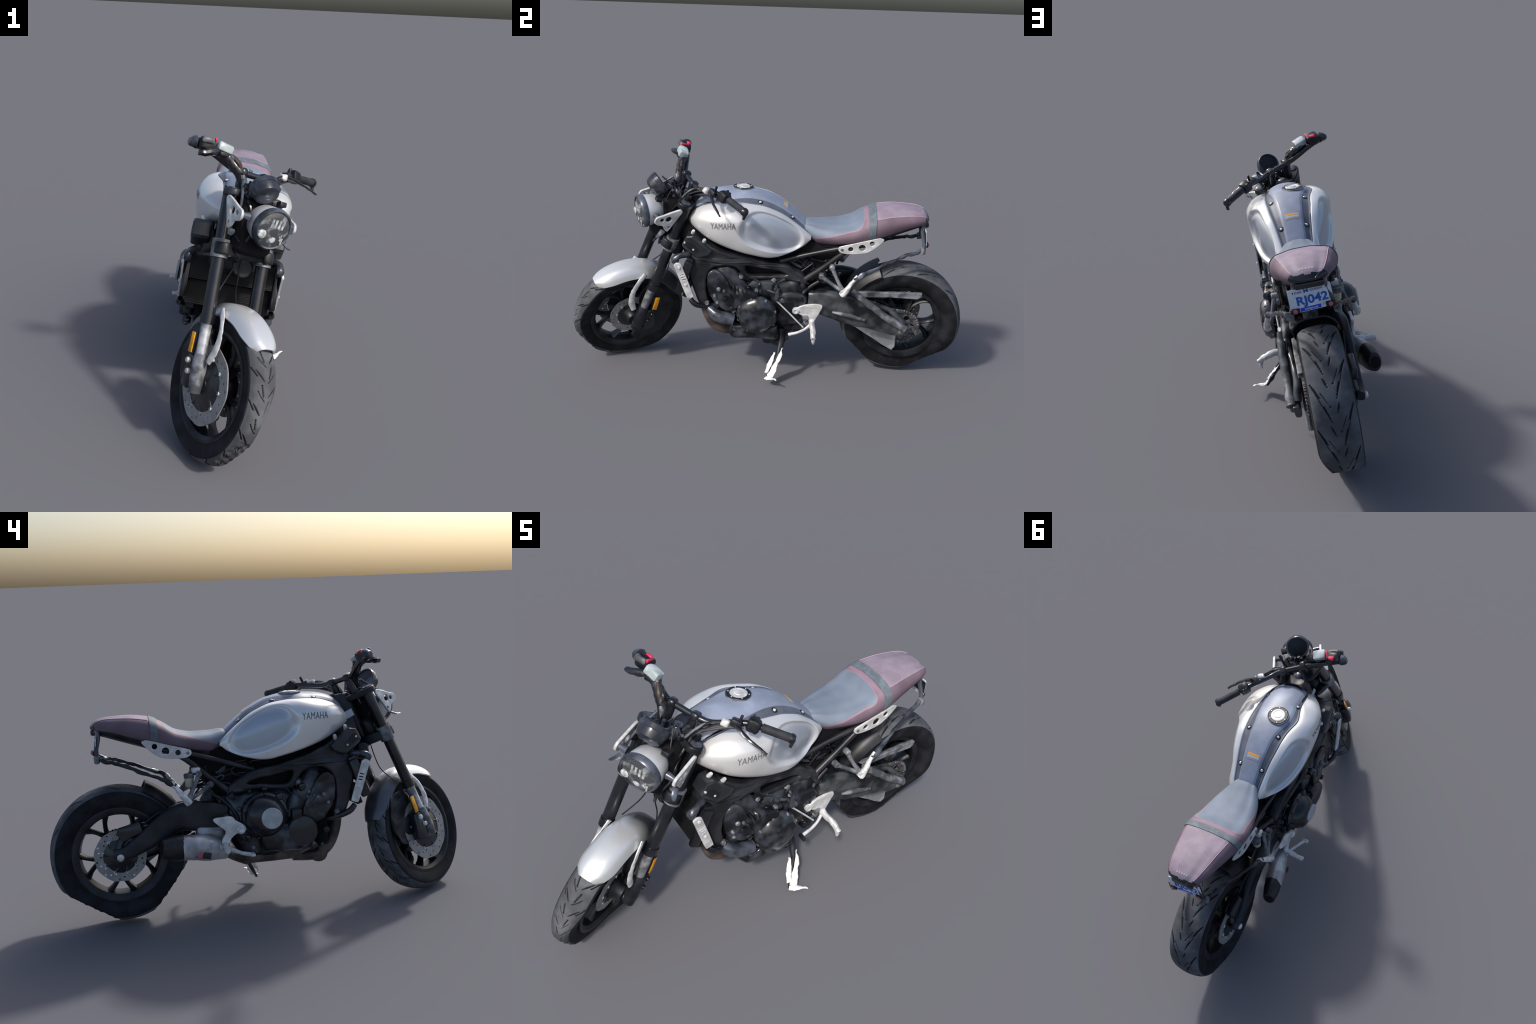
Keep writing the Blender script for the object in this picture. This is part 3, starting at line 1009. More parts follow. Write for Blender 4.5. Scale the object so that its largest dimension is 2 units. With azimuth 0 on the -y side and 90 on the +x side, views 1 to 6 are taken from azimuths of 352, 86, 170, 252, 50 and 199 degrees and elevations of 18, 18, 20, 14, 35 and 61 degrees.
# tray under the seat, tail light housing
tray = []
for y, zt, zb, w in ((0.20, 0.765, 0.690, 0.045), (0.28, 0.750, 0.700, 0.070), (0.36, 0.760, 0.712, 0.100), (0.46, 0.780, 0.735, 0.112), (0.55, 0.800, 0.768, 0.105), (0.64, 0.832, 0.798, 0.088), (0.72, 0.856, 0.826, 0.070), (0.765, 0.866, 0.840, 0.055)):
    tray.append(np.array([(w, y, zt), (0.9 * w, y, zb + 0.012), (0.6 * w, y, zb), (-0.6 * w, y, zb), (-0.9 * w, y, zb + 0.012), (-w, y, zt)]))
part('seat_tray', [(loft(tray), 'black_plastic')], angle=50)
part('tail_light', [(lumpy(box((0, 0.762, 0.848), (0.11, 0.030, 0.026), bevel=0.008), 0.002, 60), 'black_gloss')])

for sgn in (1, -1):
    # pale side plate with three holes
    o = [(0.562, 0.792), (0.552, 0.803), (0.53, 0.802), (0.44, 0.775), (0.362, 0.752), (0.350, 0.742), (0.352, 0.727), (0.372, 0.716), (0.410, 0.714), (0.476, 0.722), (0.520, 0.748)]
    g = side_slab([o, circle2((0.508, 0.774), 0.012), circle2((0.462, 0.750), 0.0165), circle2((0.408, 0.740), 0.012)], 0.131 * sgn, 0.008, 0.002, smooth=4)
    part('tail_plate', [(g, 'aluminium'), (bolt((0.134 * sgn, 0.366, 0.736), (sgn, 0, 0), 0.007, 0.005), 'aluminium_dark')])

# ------------------------------------------------------------------ number plate on its carrier

M = Matrix.Translation((0.002, 0.763, 0.792)) @ Matrix(((-1, 0, 0, 0), (0, 0.14, 0.99, 0), (0, 0.99, -0.14, 0), (0, 0, 0, 1)))
M = Matrix.Translation((0.003, 0.763, 0.792)) @ Matrix.Rotation(math.radians(3), 4, 'Z') @ Matrix.Rotation(math.radians(2), 4, 'Y') @ Matrix(((-1, 0, 0, 0), (0, -0.14, 0.99, 0), (0, 0.99, 0.14, 0), (0, 0, 0, 1)))


def rrect(w, h, r, n=6):
    pts = []
    for cx, cy, a0 in ((w / 2 - r, h / 2 - r, 0), (-w / 2 + r, h / 2 - r, PI / 2), (-w / 2 + r, -h / 2 + r, PI), (w / 2 - r, -h / 2 + r, 1.5 * PI)):
        for k in range(n + 1):
            t = a0 + k * PI / 2 / n
            pts.append((cx + r * math.cos(t), cy + r * math.sin(t)))
    return pts


plate = part('number_plate', [(slab([rrect(0.164, 0.090, 0.007), circle2((-0.062, 0.031), 0.003, 10), circle2((0.062, 0.031), 0.003, 10)], 0.003, 0.0006, M), 'plate_white'),
                              (slab([rrect(0.170, 0.060, 0.004)], 0.002, 0, M @ Matrix.Translation((0, 0.010, -0.005))), 'black_plastic')], smooth=False)


def plate_text(body, size, x, y, mat, width=None, z=0.0019, align='CENTER'):
    v, f = text_mesh(body, size, 0.0006, align, bold=0.0014 if size > 0.03 else 0.0002)
    if width:
        k = width / (v[:, 0].max() - v[:, 0].min())
        v = v * (k, 1, 1)
    return (xf(v + (x, y, z), M), f), mat


part('plate_lettering', [plate_text('RJ042', 0.044, 0.004, -0.004, 'plate_blue', 0.118), plate_text('PURE', 0.0105, -0.043, 0.030, 'plate_blue', 0.026),
                         plate_text('M', 0.020, -0.013, 0.031, 'plate_blue', 0.017), plate_text('ICHIGAN', 0.0105, 0.025, 0.030, 'plate_blue', 0.046),
                         plate_text('JUN', 0.014, 0.050, -0.031, 'lettering', 0.024)], smooth=False)
part('plate_band', [(slab([[(-0.046, -0.043), (0.032, -0.043), (0.032, -0.029), (-0.046, -0.029)]], 0.0006, 0, M @ Matrix.Translation((0, 0, 0.0018))), 'plate_band'),
                    plate_text('michigan.org', 0.010, -0.006, -0.036, 'plate_white', 0.050, 0.0025)], smooth=False)
ref = []
for x, y in ((-0.066, -0.036), (0.067, -0.036)):
    c = xf(V(x, y, 0.004)[None], M)[0]
    nrm = np.array(M)[:3, 2]
    ref.append((box(c, (0.034, 0.010, 0.020), bevel=0.003), 'black_plastic'))
    ref.append((lathe([(0, 0.004), (0.0085, 0.004), (0.0085, 0.009), (0.005, 0.011), (0, 0.011)], c, nrm, 20), 'red_reflector'))
part('reflector', ref)

carrier_bits = []
for sgn in (1, -1):
    carrier_bits.append((tube([(0.055 * sgn, 0.752, 0.862), (0.062 * sgn, 0.748, 0.82), (0.078 * sgn, 0.760, 0.765), (0.082 * sgn, 0.755, 0.735)], [0.012, 0.010, 0.009, 0.008], 8, 5), 'chrome_dark'))
    carrier_bits.append((lumpy(tube([(0.082 * sgn, 0.764, 0.742), (0.096 * sgn, 0.725, 0.722), (0.110 * sgn, 0.680, 0.712), (0.130 * sgn, 0.618, 0.688), (0.160 * sgn, 0.520, 0.646), (0.178 * sgn, 0.470, 0.625), (0.182 * sgn, 0.435, 0.600)],  # stray scan strand from plate to footrest, not a real stay
                             [0.012, 0.010, 0.009, 0.008, 0.008, 0.012, 0.011], 8, 6), 0.006, 45, 2.0), 'chrome_dark' if sgn > 0 else 'black_plastic'))
    carrier_bits.append((lumpy(box((0.090 * sgn, 0.757, 0.732), (0.030, 0.022, 0.034), bevel=0.006), 0.006, 60, 3.0), 'aluminium_dark'))
part('plate_carrier_and_strand', carrier_bits)

# ------------------------------------------------------------------ subframe, passenger footrests

tubes = []
for sgn in (1, -1):
    tubes.append((tube([(0.112 * sgn, 0.48, 0.757), (0.112 * sgn, 0.357, 0.731), (0.094 * sgn, 0.20, 0.680), (0.090 * sgn, 0.07, 0.636)], 0.012, 12, 5), 'frame_paint'))
    tubes.append((tube([(0.112 * sgn, 0.44, 0.745), (0.114 * sgn, 0.375, 0.708), (0.112 * sgn, 0.28, 0.622), (0.112 * sgn, 0.185, 0.546)], 0.0135, 12, 5), 'frame_paint'))
    tubes.append((lathe([(0, -0.02), (0.016, -0.02), (0.016, 0.012), (0, 0.014)], (0.112 * sgn, 0.188, 0.546), (sgn, 0, 0), 16), 'frame_paint'))
    tubes.append((tube([(0.10 * sgn, 0.265, 0.54), (0.11 * sgn, 0.21, 0.50), (0.130 * sgn, 0.165, 0.435), (0.140 * sgn, 0.175, 0.40)], 0.010, 10, 5), 'black_plastic'))
part('subframe', tubes)
for sgn in (1, -1):
    br = [(tube([(0.140 * sgn, 0.325, 0.638), (0.160 * sgn, 0.355, 0.580), (0.180 * sgn, 0.385, 0.535)], [0.011, 0.009, 0.012], 10, 5), 'aluminium_dark'),
          (tube([(0.140 * sgn, 0.278, 0.588), (0.160 * sgn, 0.335, 0.555), (0.182 * sgn, 0.388, 0.530)], [0.011, 0.009, 0.012], 10, 5), 'aluminium_dark'),
          (lathe([(0, -0.012), (0.014, -0.012), (0.014, 0.012), (0.010, 0.016), (0, 0.016)], (0.138 * sgn, 0.325, 0.640), (sgn, 0, 0), 16), 'aluminium_dark'),
          (lathe([(0, -0.012), (0.014, -0.012), (0.014, 0.012), (0.010, 0.016), (0, 0.016)], (0.138 * sgn, 0.276, 0.590), (sgn, 0, 0), 16), 'aluminium_dark')]
    part('footrest_bracket', br)
    part('footrest', [(lumpy(tube([(0.194 * sgn, 0.378, 0.520), (0.192 * sgn, 0.398, 0.546), (0.184 * sgn, 0.425, 0.585), (0.178 * sgn, 0.450, 0.618)], [0.016, 0.015, 0.011, 0.011], 10, 5), 0.004, 60, 1.0), 'bright_metal'),
                      (lathe([(0, -0.014), (0.016, -0.014), (0.016, 0.014), (0, 0.014)], (0.190 * sgn, 0.384, 0.530), (sgn, 0, 0), 14), 'bright_metal')])
# rear brake reservoir (right side)
part('brake_reservoir', [(lathe([(0, -0.030), (0.012, -0.030), (0.018, -0.020), (0.021, 0.012), (0.021, 0.014), (0, 0.014)], (-0.122, 0.367, 0.612), (0, 0, 1), 20), 'reservoir_plastic'),
                         (lathe([(0, 0.012), (0.023, 0.012), (0.024, 0.028), (0.020, 0.032), (0, 0.032)], (-0.122, 0.367, 0.612), (0, 0, 1), 20), 'aluminium_dark'),
                         (lumpy(box((-0.122, 0.335, 0.655), (0.03, 0.036, 0.026), bevel=0.006), 0.005, 60), 'bright_metal')])
# airbox / battery mass in the middle
mid = [np.array([(0.06, y, zt), (0.07, y, (zt + zb) / 2), (0.07, y, zb), (-0.07, y, zb), (-0.07, y, (zt + zb) / 2), (-0.06, y, zt)]) for y, zt, zb in
       ((-0.26, 0.80, 0.60), (-0.15, 0.75, 0.55), (0.0, 0.70, 0.50), (0.15, 0.74, 0.48), (0.25, 0.74, 0.54), (0.32, 0.745, 0.64), (0.37, 0.745, 0.70))]
part('airbox', [(lumpy(refine(loft(mid), 2), 0.012, 14), 'black_deep')], angle=40)
clut = []
for k in range(26):
    y = random.uniform(0.02, 0.34)
    z = 0.60 + random.uniform(-0.07, 0.08) + (y - 0.1) * 0.15
    for sgn in (1, -1):
        clut.append((tube([(sgn * random.uniform(0.065, 0.085), y + random.uniform(-0.05, 0.05), z + random.uniform(-0.03, 0.03)) for _ in range(4)], random.uniform(0.003, 0.007), 6, 4), random.choice(['black_plastic', 'engine_metal', 'black_gloss'])))
part('wiring', clut, kind='stuff')

# ------------------------------------------------------------------ frame

for sgn in (1, -1):
    outer = [(-0.300, 0.755), (-0.235, 0.722), (-0.165, 0.692), (-0.03, 0.655), (0.085, 0.635), (0.14, 0.605), (0.195, 0.568), (0.192, 0.538), (0.150, 0.540),
             (0.06, 0.550), (-0.070, 0.542), (-0.100, 0.548), (-0.125, 0.590), (-0.150, 0.620), (-0.190, 0.632), (-0.250, 0.622), (-0.283, 0.575),
             (-0.288, 0.50), (-0.280, 0.44), (-0.268, 0.395), (-0.290, 0.385), (-0.325, 0.415), (-0.352, 0.49), (-0.374, 0.565), (-0.382, 0.65), (-0.372, 0.72), (-0.345, 0.765)]
    hole = [(-0.092, 0.618), (-0.04, 0.612), (0.05, 0.598), (0.105, 0.578), (0.05, 0.572), (-0.055, 0.566), (-0.078, 0.572), (-0.092, 0.592)]
    g = side_slab([outer, catmull(hole, 4, True)], 0.150 * sgn, 0.050, 0.011, smooth=4)
    v, f = refine(g, 1)
    # the beam draws in towards the steering head
    t = np.clip((-0.22 - v[:, 1]) / 0.18, 0, 1) * np.clip((v[:, 2] - 0.58) / 0.12, 0, 1)
    v[:, 0] -= sgn * 0.055 * t * t
    t = np.clip((v[:, 1] + 0.10) / 0.26, 0, 1)          # and towards the waist
    v[:, 0] -= sgn * 0.012 * t
    t = np.clip((v[:, 1] + 0.23) / 0.17, 0, 1)
    v[:, 0] -= sgn * (0.040 if sgn > 0 else 0.026) * t * t * (3 - 2 * t)
    part('frame_beam', [(lumpy((v, f), 0.004, 22, 4.0), 'frame_paint'),
                        (side_slab([catmull(hole, 4, True)], 0.088 * sgn, 0.01), 'black_deep'),
                        (bolt((0.142 * sgn, -0.118, 0.568), (sgn, 0, 0), 0.012, 0.012), 'aluminium_dark'),
                        (lathe([(0, -0.01), (0.019, -0.01), (0.019, 0.006), (0.014, 0.008), (0, 0.004)], (0.142 * sgn, -0.118, 0.568), (sgn, 0, 0), 18), 'frame_paint'),
                        (bolt((0.172 * sgn, -0.285, 0.425), (sgn, 0, 0), 0.012, 0.012), 'aluminium_dark'),
                        (side_slab([[(0.10, 0.552), (0.185, 0.562), (0.188, 0.546), (0.145, 0.541), (0.06, 0.552)]], 0.112 * sgn, 0.01, 0.003), 'aluminium_dark')], angle=45)
hd = [np.array([(w, y0, z), (w * 0.8, y1, z), (-w * 0.8, y1, z), (-w, y0, z)]) for z, w, y0, y1 in
      ((0.60, 0.075, -0.28, -0.40), (0.68, 0.085, -0.26, -0.43), (0.76, 0.085, -0.27, -0.445), (0.85, 0.070, -0.32, -0.42), (0.92, 0.050, -0.34, -0.405), (0.945, 0.045, -0.34, -0.39))]
part('steering_head', [(lumpy(refine(loft(hd), 2), 0.012, 22, 2.0), 'black_plastic')], angle=45)
# pale tag on the right of the head
part('head_tag', [(box((-0.082, -0.392, 0.855), (0.004, 0.042, 0.034), Matrix.Rotation(math.radians(-25), 3, 'X'), 0.001), 'label_grey')])

# ------------------------------------------------------------------ radiator with guards and corner boxes

rad_c = V(0, -0.400, 0.556)
radR = Matrix.Rotation(math.radians(-19), 3, 'X')
fins = []
for zc, back in ((0.052, 0.0), (-0.050, 0.038)):      # lower half of the core is sunk behind its frame
    c = rad_c + np.array(radR @ Vector((0, back, zc)))
    fins.append((box(c, (0.345, 0.026, 0.100), radR, 0.004), 'mesh_fins'))
    for k in range(15):
        o = np.array(radR @ Vector((0, -0.014, -0.046 + k * 0.092 / 14)))
        fins.append((box(c + o, (0.340, 0.003, 0.0035), radR, 0), 'mesh_fins'))
for sgn in (1, -1):
    off = np.array(radR @ Vector((0.183 * sgn, 0, 0.014)))
    fins.append((box(rad_c + off, (0.026, 0.042, 0.180), radR, 0.008), 'black_gloss'))
off = np.array(radR @ Vector((0, 0, 0.108)))
fins.append((box(rad_c + off, (0.37, 0.036, 0.020), radR, 0.006), 'black_gloss'))
part('radiator', fins)
part('horn', [(lumpy(refine(box((0.0, -0.452, 0.680), (0.20, 0.06, 0.075), bevel=0.02, seg=3), 1), 0.010, 26), 'black_plastic'),
              (lathe([(0, -0.01), (0.036, -0.01), (0.040, 0.004), (0.034, 0.010), (0.012, 0.006), (0, 0.008)], (0.035, -0.485, 0.668), (0, -1, 0.1), 28), 'black_gloss')], angle=50)
hose = []
for sgn in (1, -1):
    hose.append((lumpy(tube([(0.180 * sgn, -0.428, 0.645), (0.186 * sgn, -0.440, 0.662), (0.178 * sgn, -0.415, 0.678), (0.15 * sgn, -0.37, 0.68)], [0.014, 0.018, 0.015, 0.014], 10, 5), 0.004, 40), 'chrome_dark'))
    hose.append((tube([(0.190 * sgn, -0.365, 0.450), (0.196 * sgn, -0.338, 0.425), (0.17 * sgn, -0.29, 0.40), (0.14 * sgn, -0.25, 0.39)], [0.012, 0.014, 0.012, 0.012], 10, 5), 'black_gloss'))
part('radiator_hose', hose)
for sgn in (1, -1):
    o = [(-0.425, 0.652), (-0.440, 0.640), (-0.432, 0.612), (-0.385, 0.476), (-0.372, 0.462), (-0.352, 0.470), (-0.350, 0.485), (-0.398, 0.628), (-0.408, 0.648)]
    sl = []
    for k in range(3):
        c = V(-0.4015 + k * 0.0045, 0.588 - k * 0.0125)
        d = V(0.95, 0.30)
        n = V(-0.30, 0.95)
        sl.append([tuple(c + d * a * 0.010 + n * b * 0.0022) for a, b in ((-1, -1), (1, -1), (1, 1), (-1, 1))])
    part('radiator_guard', [(side_slab([catmull(o, 3, True)] + sl, 0.200 * sgn, 0.008, 0.0015), 'bright_metal'),
                            (side_slab([[(-0.43, 0.63), (-0.38, 0.48), (-0.36, 0.48), (-0.405, 0.63)]], 0.193 * sgn, 0.006), 'black_deep'),
                            (bolt((0.204 * sgn, -0.415, 0.628), (sgn, 0, 0), 0.008, 0.005), 'aluminium'),
                            (bolt((0.204 * sgn, -0.385, 0.535), (sgn, 0, 0), 0.008, 0.005), 'aluminium')])
for sgn in (1, -1):
    sh_y, sh_z = (0.010, -0.006) if sgn > 0 else (0.0, 0.0)
    o = [(-0.266, 0.722), (-0.358, 0.798), (-0.388, 0.794), (-0.412, 0.748), (-0.408, 0.735), (-0.347, 0.684), (-0.325, 0.682), (-0.282, 0.697)]
    inner = [(-0.372, 0.772), (-0.388, 0.770), (-0.398, 0.748), (-0.350, 0.708), (-0.336, 0.712), (-0.330, 0.730)]
    o = [(p + sh_y, q + sh_z) for p, q in o]
    inner = [(p + sh_y, q + sh_z) for p, q in inner]
    part('corner_box', [(side_slab([o], 0.150 * sgn, 0.078, 0.010), 'box_plastic'),
                        (side_slab([inner], 0.1885 * sgn, 0.003, 0.001), 'black_plastic'),
                        (bolt((0.189 * sgn, -0.386, 0.757), (sgn, 0, 0), 0.005, 0.004), 'aluminium'),
                        (bolt((0.189 * sgn, -0.345, 0.722), (sgn, 0, 0), 0.005, 0.004), 'aluminium'),
                        (bolt((0.150 * sgn, -0.352, 0.792), (sgn * 0.5, 0.3, 1), 0.009, 0.020), 'aluminium'),
                        (bolt((0.160 * sgn, -0.298, 0.752), (sgn * 0.5, 0.3, 1), 0.009, 0.020), 'aluminium')], angle=30)

# ------------------------------------------------------------------ engine

case = []
for z, y0, y1, w in ((0.235, -0.17, 0.12, 0.105), (0.26, -0.20, 0.16, 0.130), (0.32, -0.215, 0.20, 0.135), (0.40, -0.215, 0.23, 0.138), (0.47, -0.19, 0.23, 0.130), (0.52, -0.14, 0.22, 0.120), (0.55, -0.10, 0.20, 0.10)):
    t = np.linspace(0, 2 * PI, 40, endpoint=False)
    c, s_ = np.cos(t), np.sin(t)
    case.append(np.stack([w * np.sign(c) * np.abs(c) ** 0.35, (y0 + y1) / 2 + (y1 - y0) / 2 * np.sign(s_) * np.abs(s_) ** 0.45, np.full_like(t, z)], -1))
cyl = []
for k, (y, z, w, d) in enumerate(((-0.10, 0.40, 0.155, 0.085), (-0.155, 0.48, 0.158, 0.085), (-0.195, 0.545, 0.162, 0.080), (-0.215, 0.60, 0.155, 0.068), (-0.225, 0.63, 0.12, 0.05))):
    t = np.linspace(0, 2 * PI, 36, endpoint=False)
    c, s_ = np.cos(t), np.sin(t)
    ax = V(0, 0.90, 0.43)
    rr = np.sign(s_) * np.abs(s_) ** 0.5 * d
    cyl.append(np.stack([w * np.sign(c) * np.abs(c) ** 0.35, y + rr * ax[1], z + rr * ax[2]], -1))
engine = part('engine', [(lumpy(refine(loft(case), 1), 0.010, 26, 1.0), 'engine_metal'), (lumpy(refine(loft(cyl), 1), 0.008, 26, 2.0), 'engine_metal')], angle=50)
# right: clutch cover with pale disc, smaller pump cover, timing cover
part('clutch_cover', [(lathe([(0, 0), (0.106, 0.0), (0.108, 0.012), (0.104, 0.022), (0.094, 0.030), (0.086, 0.050), (0.066, 0.074), (0.047, 0.083), (0, 0.084)], (-0.150, 0.045, 0.432), (-1, 0, 0), 56), 'black_gloss'),
                      (lathe([(0, 0.080), (0.046, 0.080), (0.047, 0.088), (0.043, 0.091), (0, 0.092)], (-0.150, 0.028, 0.430), (-1, 0, 0), 40), 'pale_disc')], angle=25)
bl = []
for k in range(9):
    t = k * 2 * PI / 9 + 0.2
    bl.append((bolt((-0.172, 0.045 + 0.101 * math.cos(t), 0.432 + 0.101 * math.sin(t)), (-1, 0, 0), 0.007, 0.012), 'black_gloss'))
part('engine_bolt', bl)
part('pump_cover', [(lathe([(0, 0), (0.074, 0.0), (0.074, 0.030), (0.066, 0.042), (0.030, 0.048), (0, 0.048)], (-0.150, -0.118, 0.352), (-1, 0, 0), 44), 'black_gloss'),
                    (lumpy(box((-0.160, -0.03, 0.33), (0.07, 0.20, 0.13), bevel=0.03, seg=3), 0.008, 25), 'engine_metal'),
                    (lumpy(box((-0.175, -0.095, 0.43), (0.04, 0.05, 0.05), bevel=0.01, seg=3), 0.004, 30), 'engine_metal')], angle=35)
tim = [(-0.120, 0.430), (-0.170, 0.525), (-0.205, 0.585), (-0.240, 0.608), (-0.278, 0.590), (-0.285, 0.53), (-0.270, 0.46), (-0.215, 0.395), (-0.165, 0.385)]
for sgn in (1, -1):
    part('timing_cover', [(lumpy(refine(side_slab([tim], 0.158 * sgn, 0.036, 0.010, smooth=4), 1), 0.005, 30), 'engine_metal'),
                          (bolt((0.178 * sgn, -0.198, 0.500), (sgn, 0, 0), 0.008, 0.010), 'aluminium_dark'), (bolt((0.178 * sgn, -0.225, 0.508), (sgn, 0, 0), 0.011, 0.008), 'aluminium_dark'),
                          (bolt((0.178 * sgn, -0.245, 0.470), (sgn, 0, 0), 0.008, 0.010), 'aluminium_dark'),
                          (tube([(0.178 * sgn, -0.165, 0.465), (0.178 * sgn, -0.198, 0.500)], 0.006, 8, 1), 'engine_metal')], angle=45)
# left: alternator cover and starter lumps
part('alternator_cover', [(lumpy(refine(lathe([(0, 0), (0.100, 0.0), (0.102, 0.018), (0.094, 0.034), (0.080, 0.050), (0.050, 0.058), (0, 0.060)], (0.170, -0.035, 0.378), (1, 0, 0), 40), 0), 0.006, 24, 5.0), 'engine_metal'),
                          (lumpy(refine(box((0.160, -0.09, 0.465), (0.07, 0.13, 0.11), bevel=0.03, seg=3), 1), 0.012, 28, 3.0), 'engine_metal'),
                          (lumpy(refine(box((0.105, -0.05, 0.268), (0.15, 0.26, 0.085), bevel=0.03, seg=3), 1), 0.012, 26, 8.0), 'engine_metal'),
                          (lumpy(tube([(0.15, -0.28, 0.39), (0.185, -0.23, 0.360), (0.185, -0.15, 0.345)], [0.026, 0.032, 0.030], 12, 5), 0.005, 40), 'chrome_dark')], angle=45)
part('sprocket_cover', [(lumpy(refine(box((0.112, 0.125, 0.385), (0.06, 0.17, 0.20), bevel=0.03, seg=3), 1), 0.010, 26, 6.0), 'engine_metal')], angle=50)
relief = []
for k in range(8):
    t = k * 2 * PI / 8 + 0.3
    relief.append((bolt((0.190, -0.035 + 0.095 * math.cos(t), 0.378 + 0.095 * math.sin(t)), (1, 0, 0), 0.007, 0.012), 'aluminium_dark'))
for k in range(6):
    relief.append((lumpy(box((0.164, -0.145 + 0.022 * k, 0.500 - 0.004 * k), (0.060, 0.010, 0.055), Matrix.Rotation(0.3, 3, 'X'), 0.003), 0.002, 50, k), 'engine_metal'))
for sgn in (1, -1):
    for k in range(7):
        y0, z0 = random.uniform(-0.20, 0.14), random.uniform(0.46, 0.56)
        pts = [(sgn * random.uniform(0.118, 0.150), y0, z0)]
        for j in range(3):
            pts.append((sgn * random.uniform(0.118, 0.150), pts[-1][1] + random.uniform(-0.05, 0.06), pts[-1][2] - random.uniform(0.01, 0.05)))
        relief.append((tube(pts, random.uniform(0.005, 0.010), 8, 5), random.choice(['black_gloss', 'chrome_dark', 'engine_metal'])))
    for k in range(12):
        relief.append((bolt((sgn * random.uniform(0.150, 0.172), random.uniform(-0.24, -0.02), random.uniform(0.28, 0.56)), (sgn, 0, 0), random.uniform(0.006, 0.010), 0.014), 'aluminium_dark'))
part('engine_hardware', relief, kind='stuff')
knobs = []
for k in range(70):
    sgn = 1 if k % 2 else -1
    y, z = random.uniform(-0.24, 0.22), random.uniform(0.27, 0.56)
    x = sgn * (random.uniform(0.150, 0.172) if y < 0 else random.uniform(0.11, 0.14))
    r = random.uniform(0.006, 0.017)
    knobs.append((lumpy(box((x, y, z), (r * 2.4, r * 2, r * 2), Matrix.Rotation(random.uniform(0, 3), 3, 'X'), r * 0.5), 0.003, 60, k), random.choice(['engine_metal', 'black_gloss', 'black_plastic', 'black_plastic', 'aluminium_dark'])))
part('engine_fitting', knobs, kind='stuff')

# ------------------------------------------------------------------ exhaust

ex = []
for x in (-0.060, 0.006, 0.072):
    ex.append((tube([(x, -0.245, 0.53), (x, -0.300, 0.46), (x * 1.05, -0.310, 0.36), (x * 1.0, -0.272, 0.255), (x * 0.8, -0.205, 0.210), (x * 0.6, -0.10, 0.212)], 0.025, 12, 6), 'pipe_brown'))
ex.append((lumpy(refine(box((-0.02, 0.01, 0.236), (0.19, 0.28, 0.055), bevel=0.025, seg=3), 1), 0.008, 24), 'pipe_brown'))
ex.append((lumpy(tube([(-0.055, -0.235, 0.32), (-0.055, -0.240, 0.24), (-0.05, -0.225, 0.195), (-0.05, -0.18, 0.21)], [0.026, 0.030, 0.024, 0.02], 12, 5), 0.004, 30), 'pipe_brown'))
ex.append((lumpy(refine(box((-0.02, -0.225, 0.36), (0.20, 0.06, 0.20), bevel=0.02), 1), 0.008, 24), 'black_deep'))
ex.append((tube([(-0.06, 0.12, 0.225), (-0.10, 0.19, 0.262), (-0.135, 0.25, 0.306)], [0.03, 0.028, 0.028], 14, 6), 'pipe_brown'))
part('exhaust_pipe', ex, angle=50)
mp = [(-0.140, 0.225, 0.294), (-0.164, 0.300, 0.310), (-0.184, 0.360, 0.324), (-0.200, 0.415, 0.332), (-0.203, 0.428, 0.333)]
part('muffler', [(lumpy(refine(tube(mp, [0.044, 0.056, 0.058, 0.056, 0.054], 24, 5, squash=(0.98, 0.82)), 0), 0.004, 30), 'muffler_steel'),
                 (tube([(-0.203, 0.424, 0.333), (-0.212, 0.46, 0.335), (-0.222, 0.505, 0.339), (-0.224, 0.514, 0.340)], [0.0545, 0.053, 0.042, 0.037], 24, 5, squash=(1.05, 0.74)), 'carbon_tip'),
                 (tube([(-0.2243, 0.5145, 0.340), (-0.2247, 0.5160, 0.3403)], 0.026, 20, 1, squash=(1.05, 0.82)), 'black_deep'),
                 (box((-0.222, 0.345, 0.296), (0.006, 0.085, 0.028), Matrix.Rotation(math.radians(14), 3, 'X'), 0.002), 'black_plastic'),
                 (box((-0.225, 0.352, 0.298), (0.006, 0.024, 0.030), Matrix.Rotation(math.radians(14), 3, 'X'), 0.002), 'red_reflector')], angle=50)

part('silencer_hanger', [(lumpy(refine(box((-0.128, 0.285, 0.372), (0.055, 0.13, 0.055), Matrix.Rotation(math.radians(8), 3, 'X'), 0.016), 1), 0.010, 30), 'muffler_steel')], angle=50)

# ------------------------------------------------------------------ swingarm, chain, hugger, rear brake

def arm(sgn, path, secs):
    """box-section arm; path = (x,y,z), secs = (half height, half width)"""
    rings = []
    P = catmull([tuple(p) + tuple(s) for p, s in zip(path, secs)], 6)
    T = np.gradient(P[:, :3], axis=0)
    for p, t in zip(P, T):
        t = t / np.linalg.norm(t)
        n = np.cross(V(1, 0, 0), t)
        n /= np.linalg.norm(n)
        a = np.linspace(0, 2 * PI, 20, endpoint=False)
        c, s_ = np.cos(a), np.sin(a)
        rings.append(p[:3] + (np.sign(c) * np.abs(c) ** 0.5 * p[4])[:, None] * V(1, 0, 0) + (np.sign(s_) * np.abs(s_) ** 0.5 * p[3])[:, None] * n)
    return loft(rings)


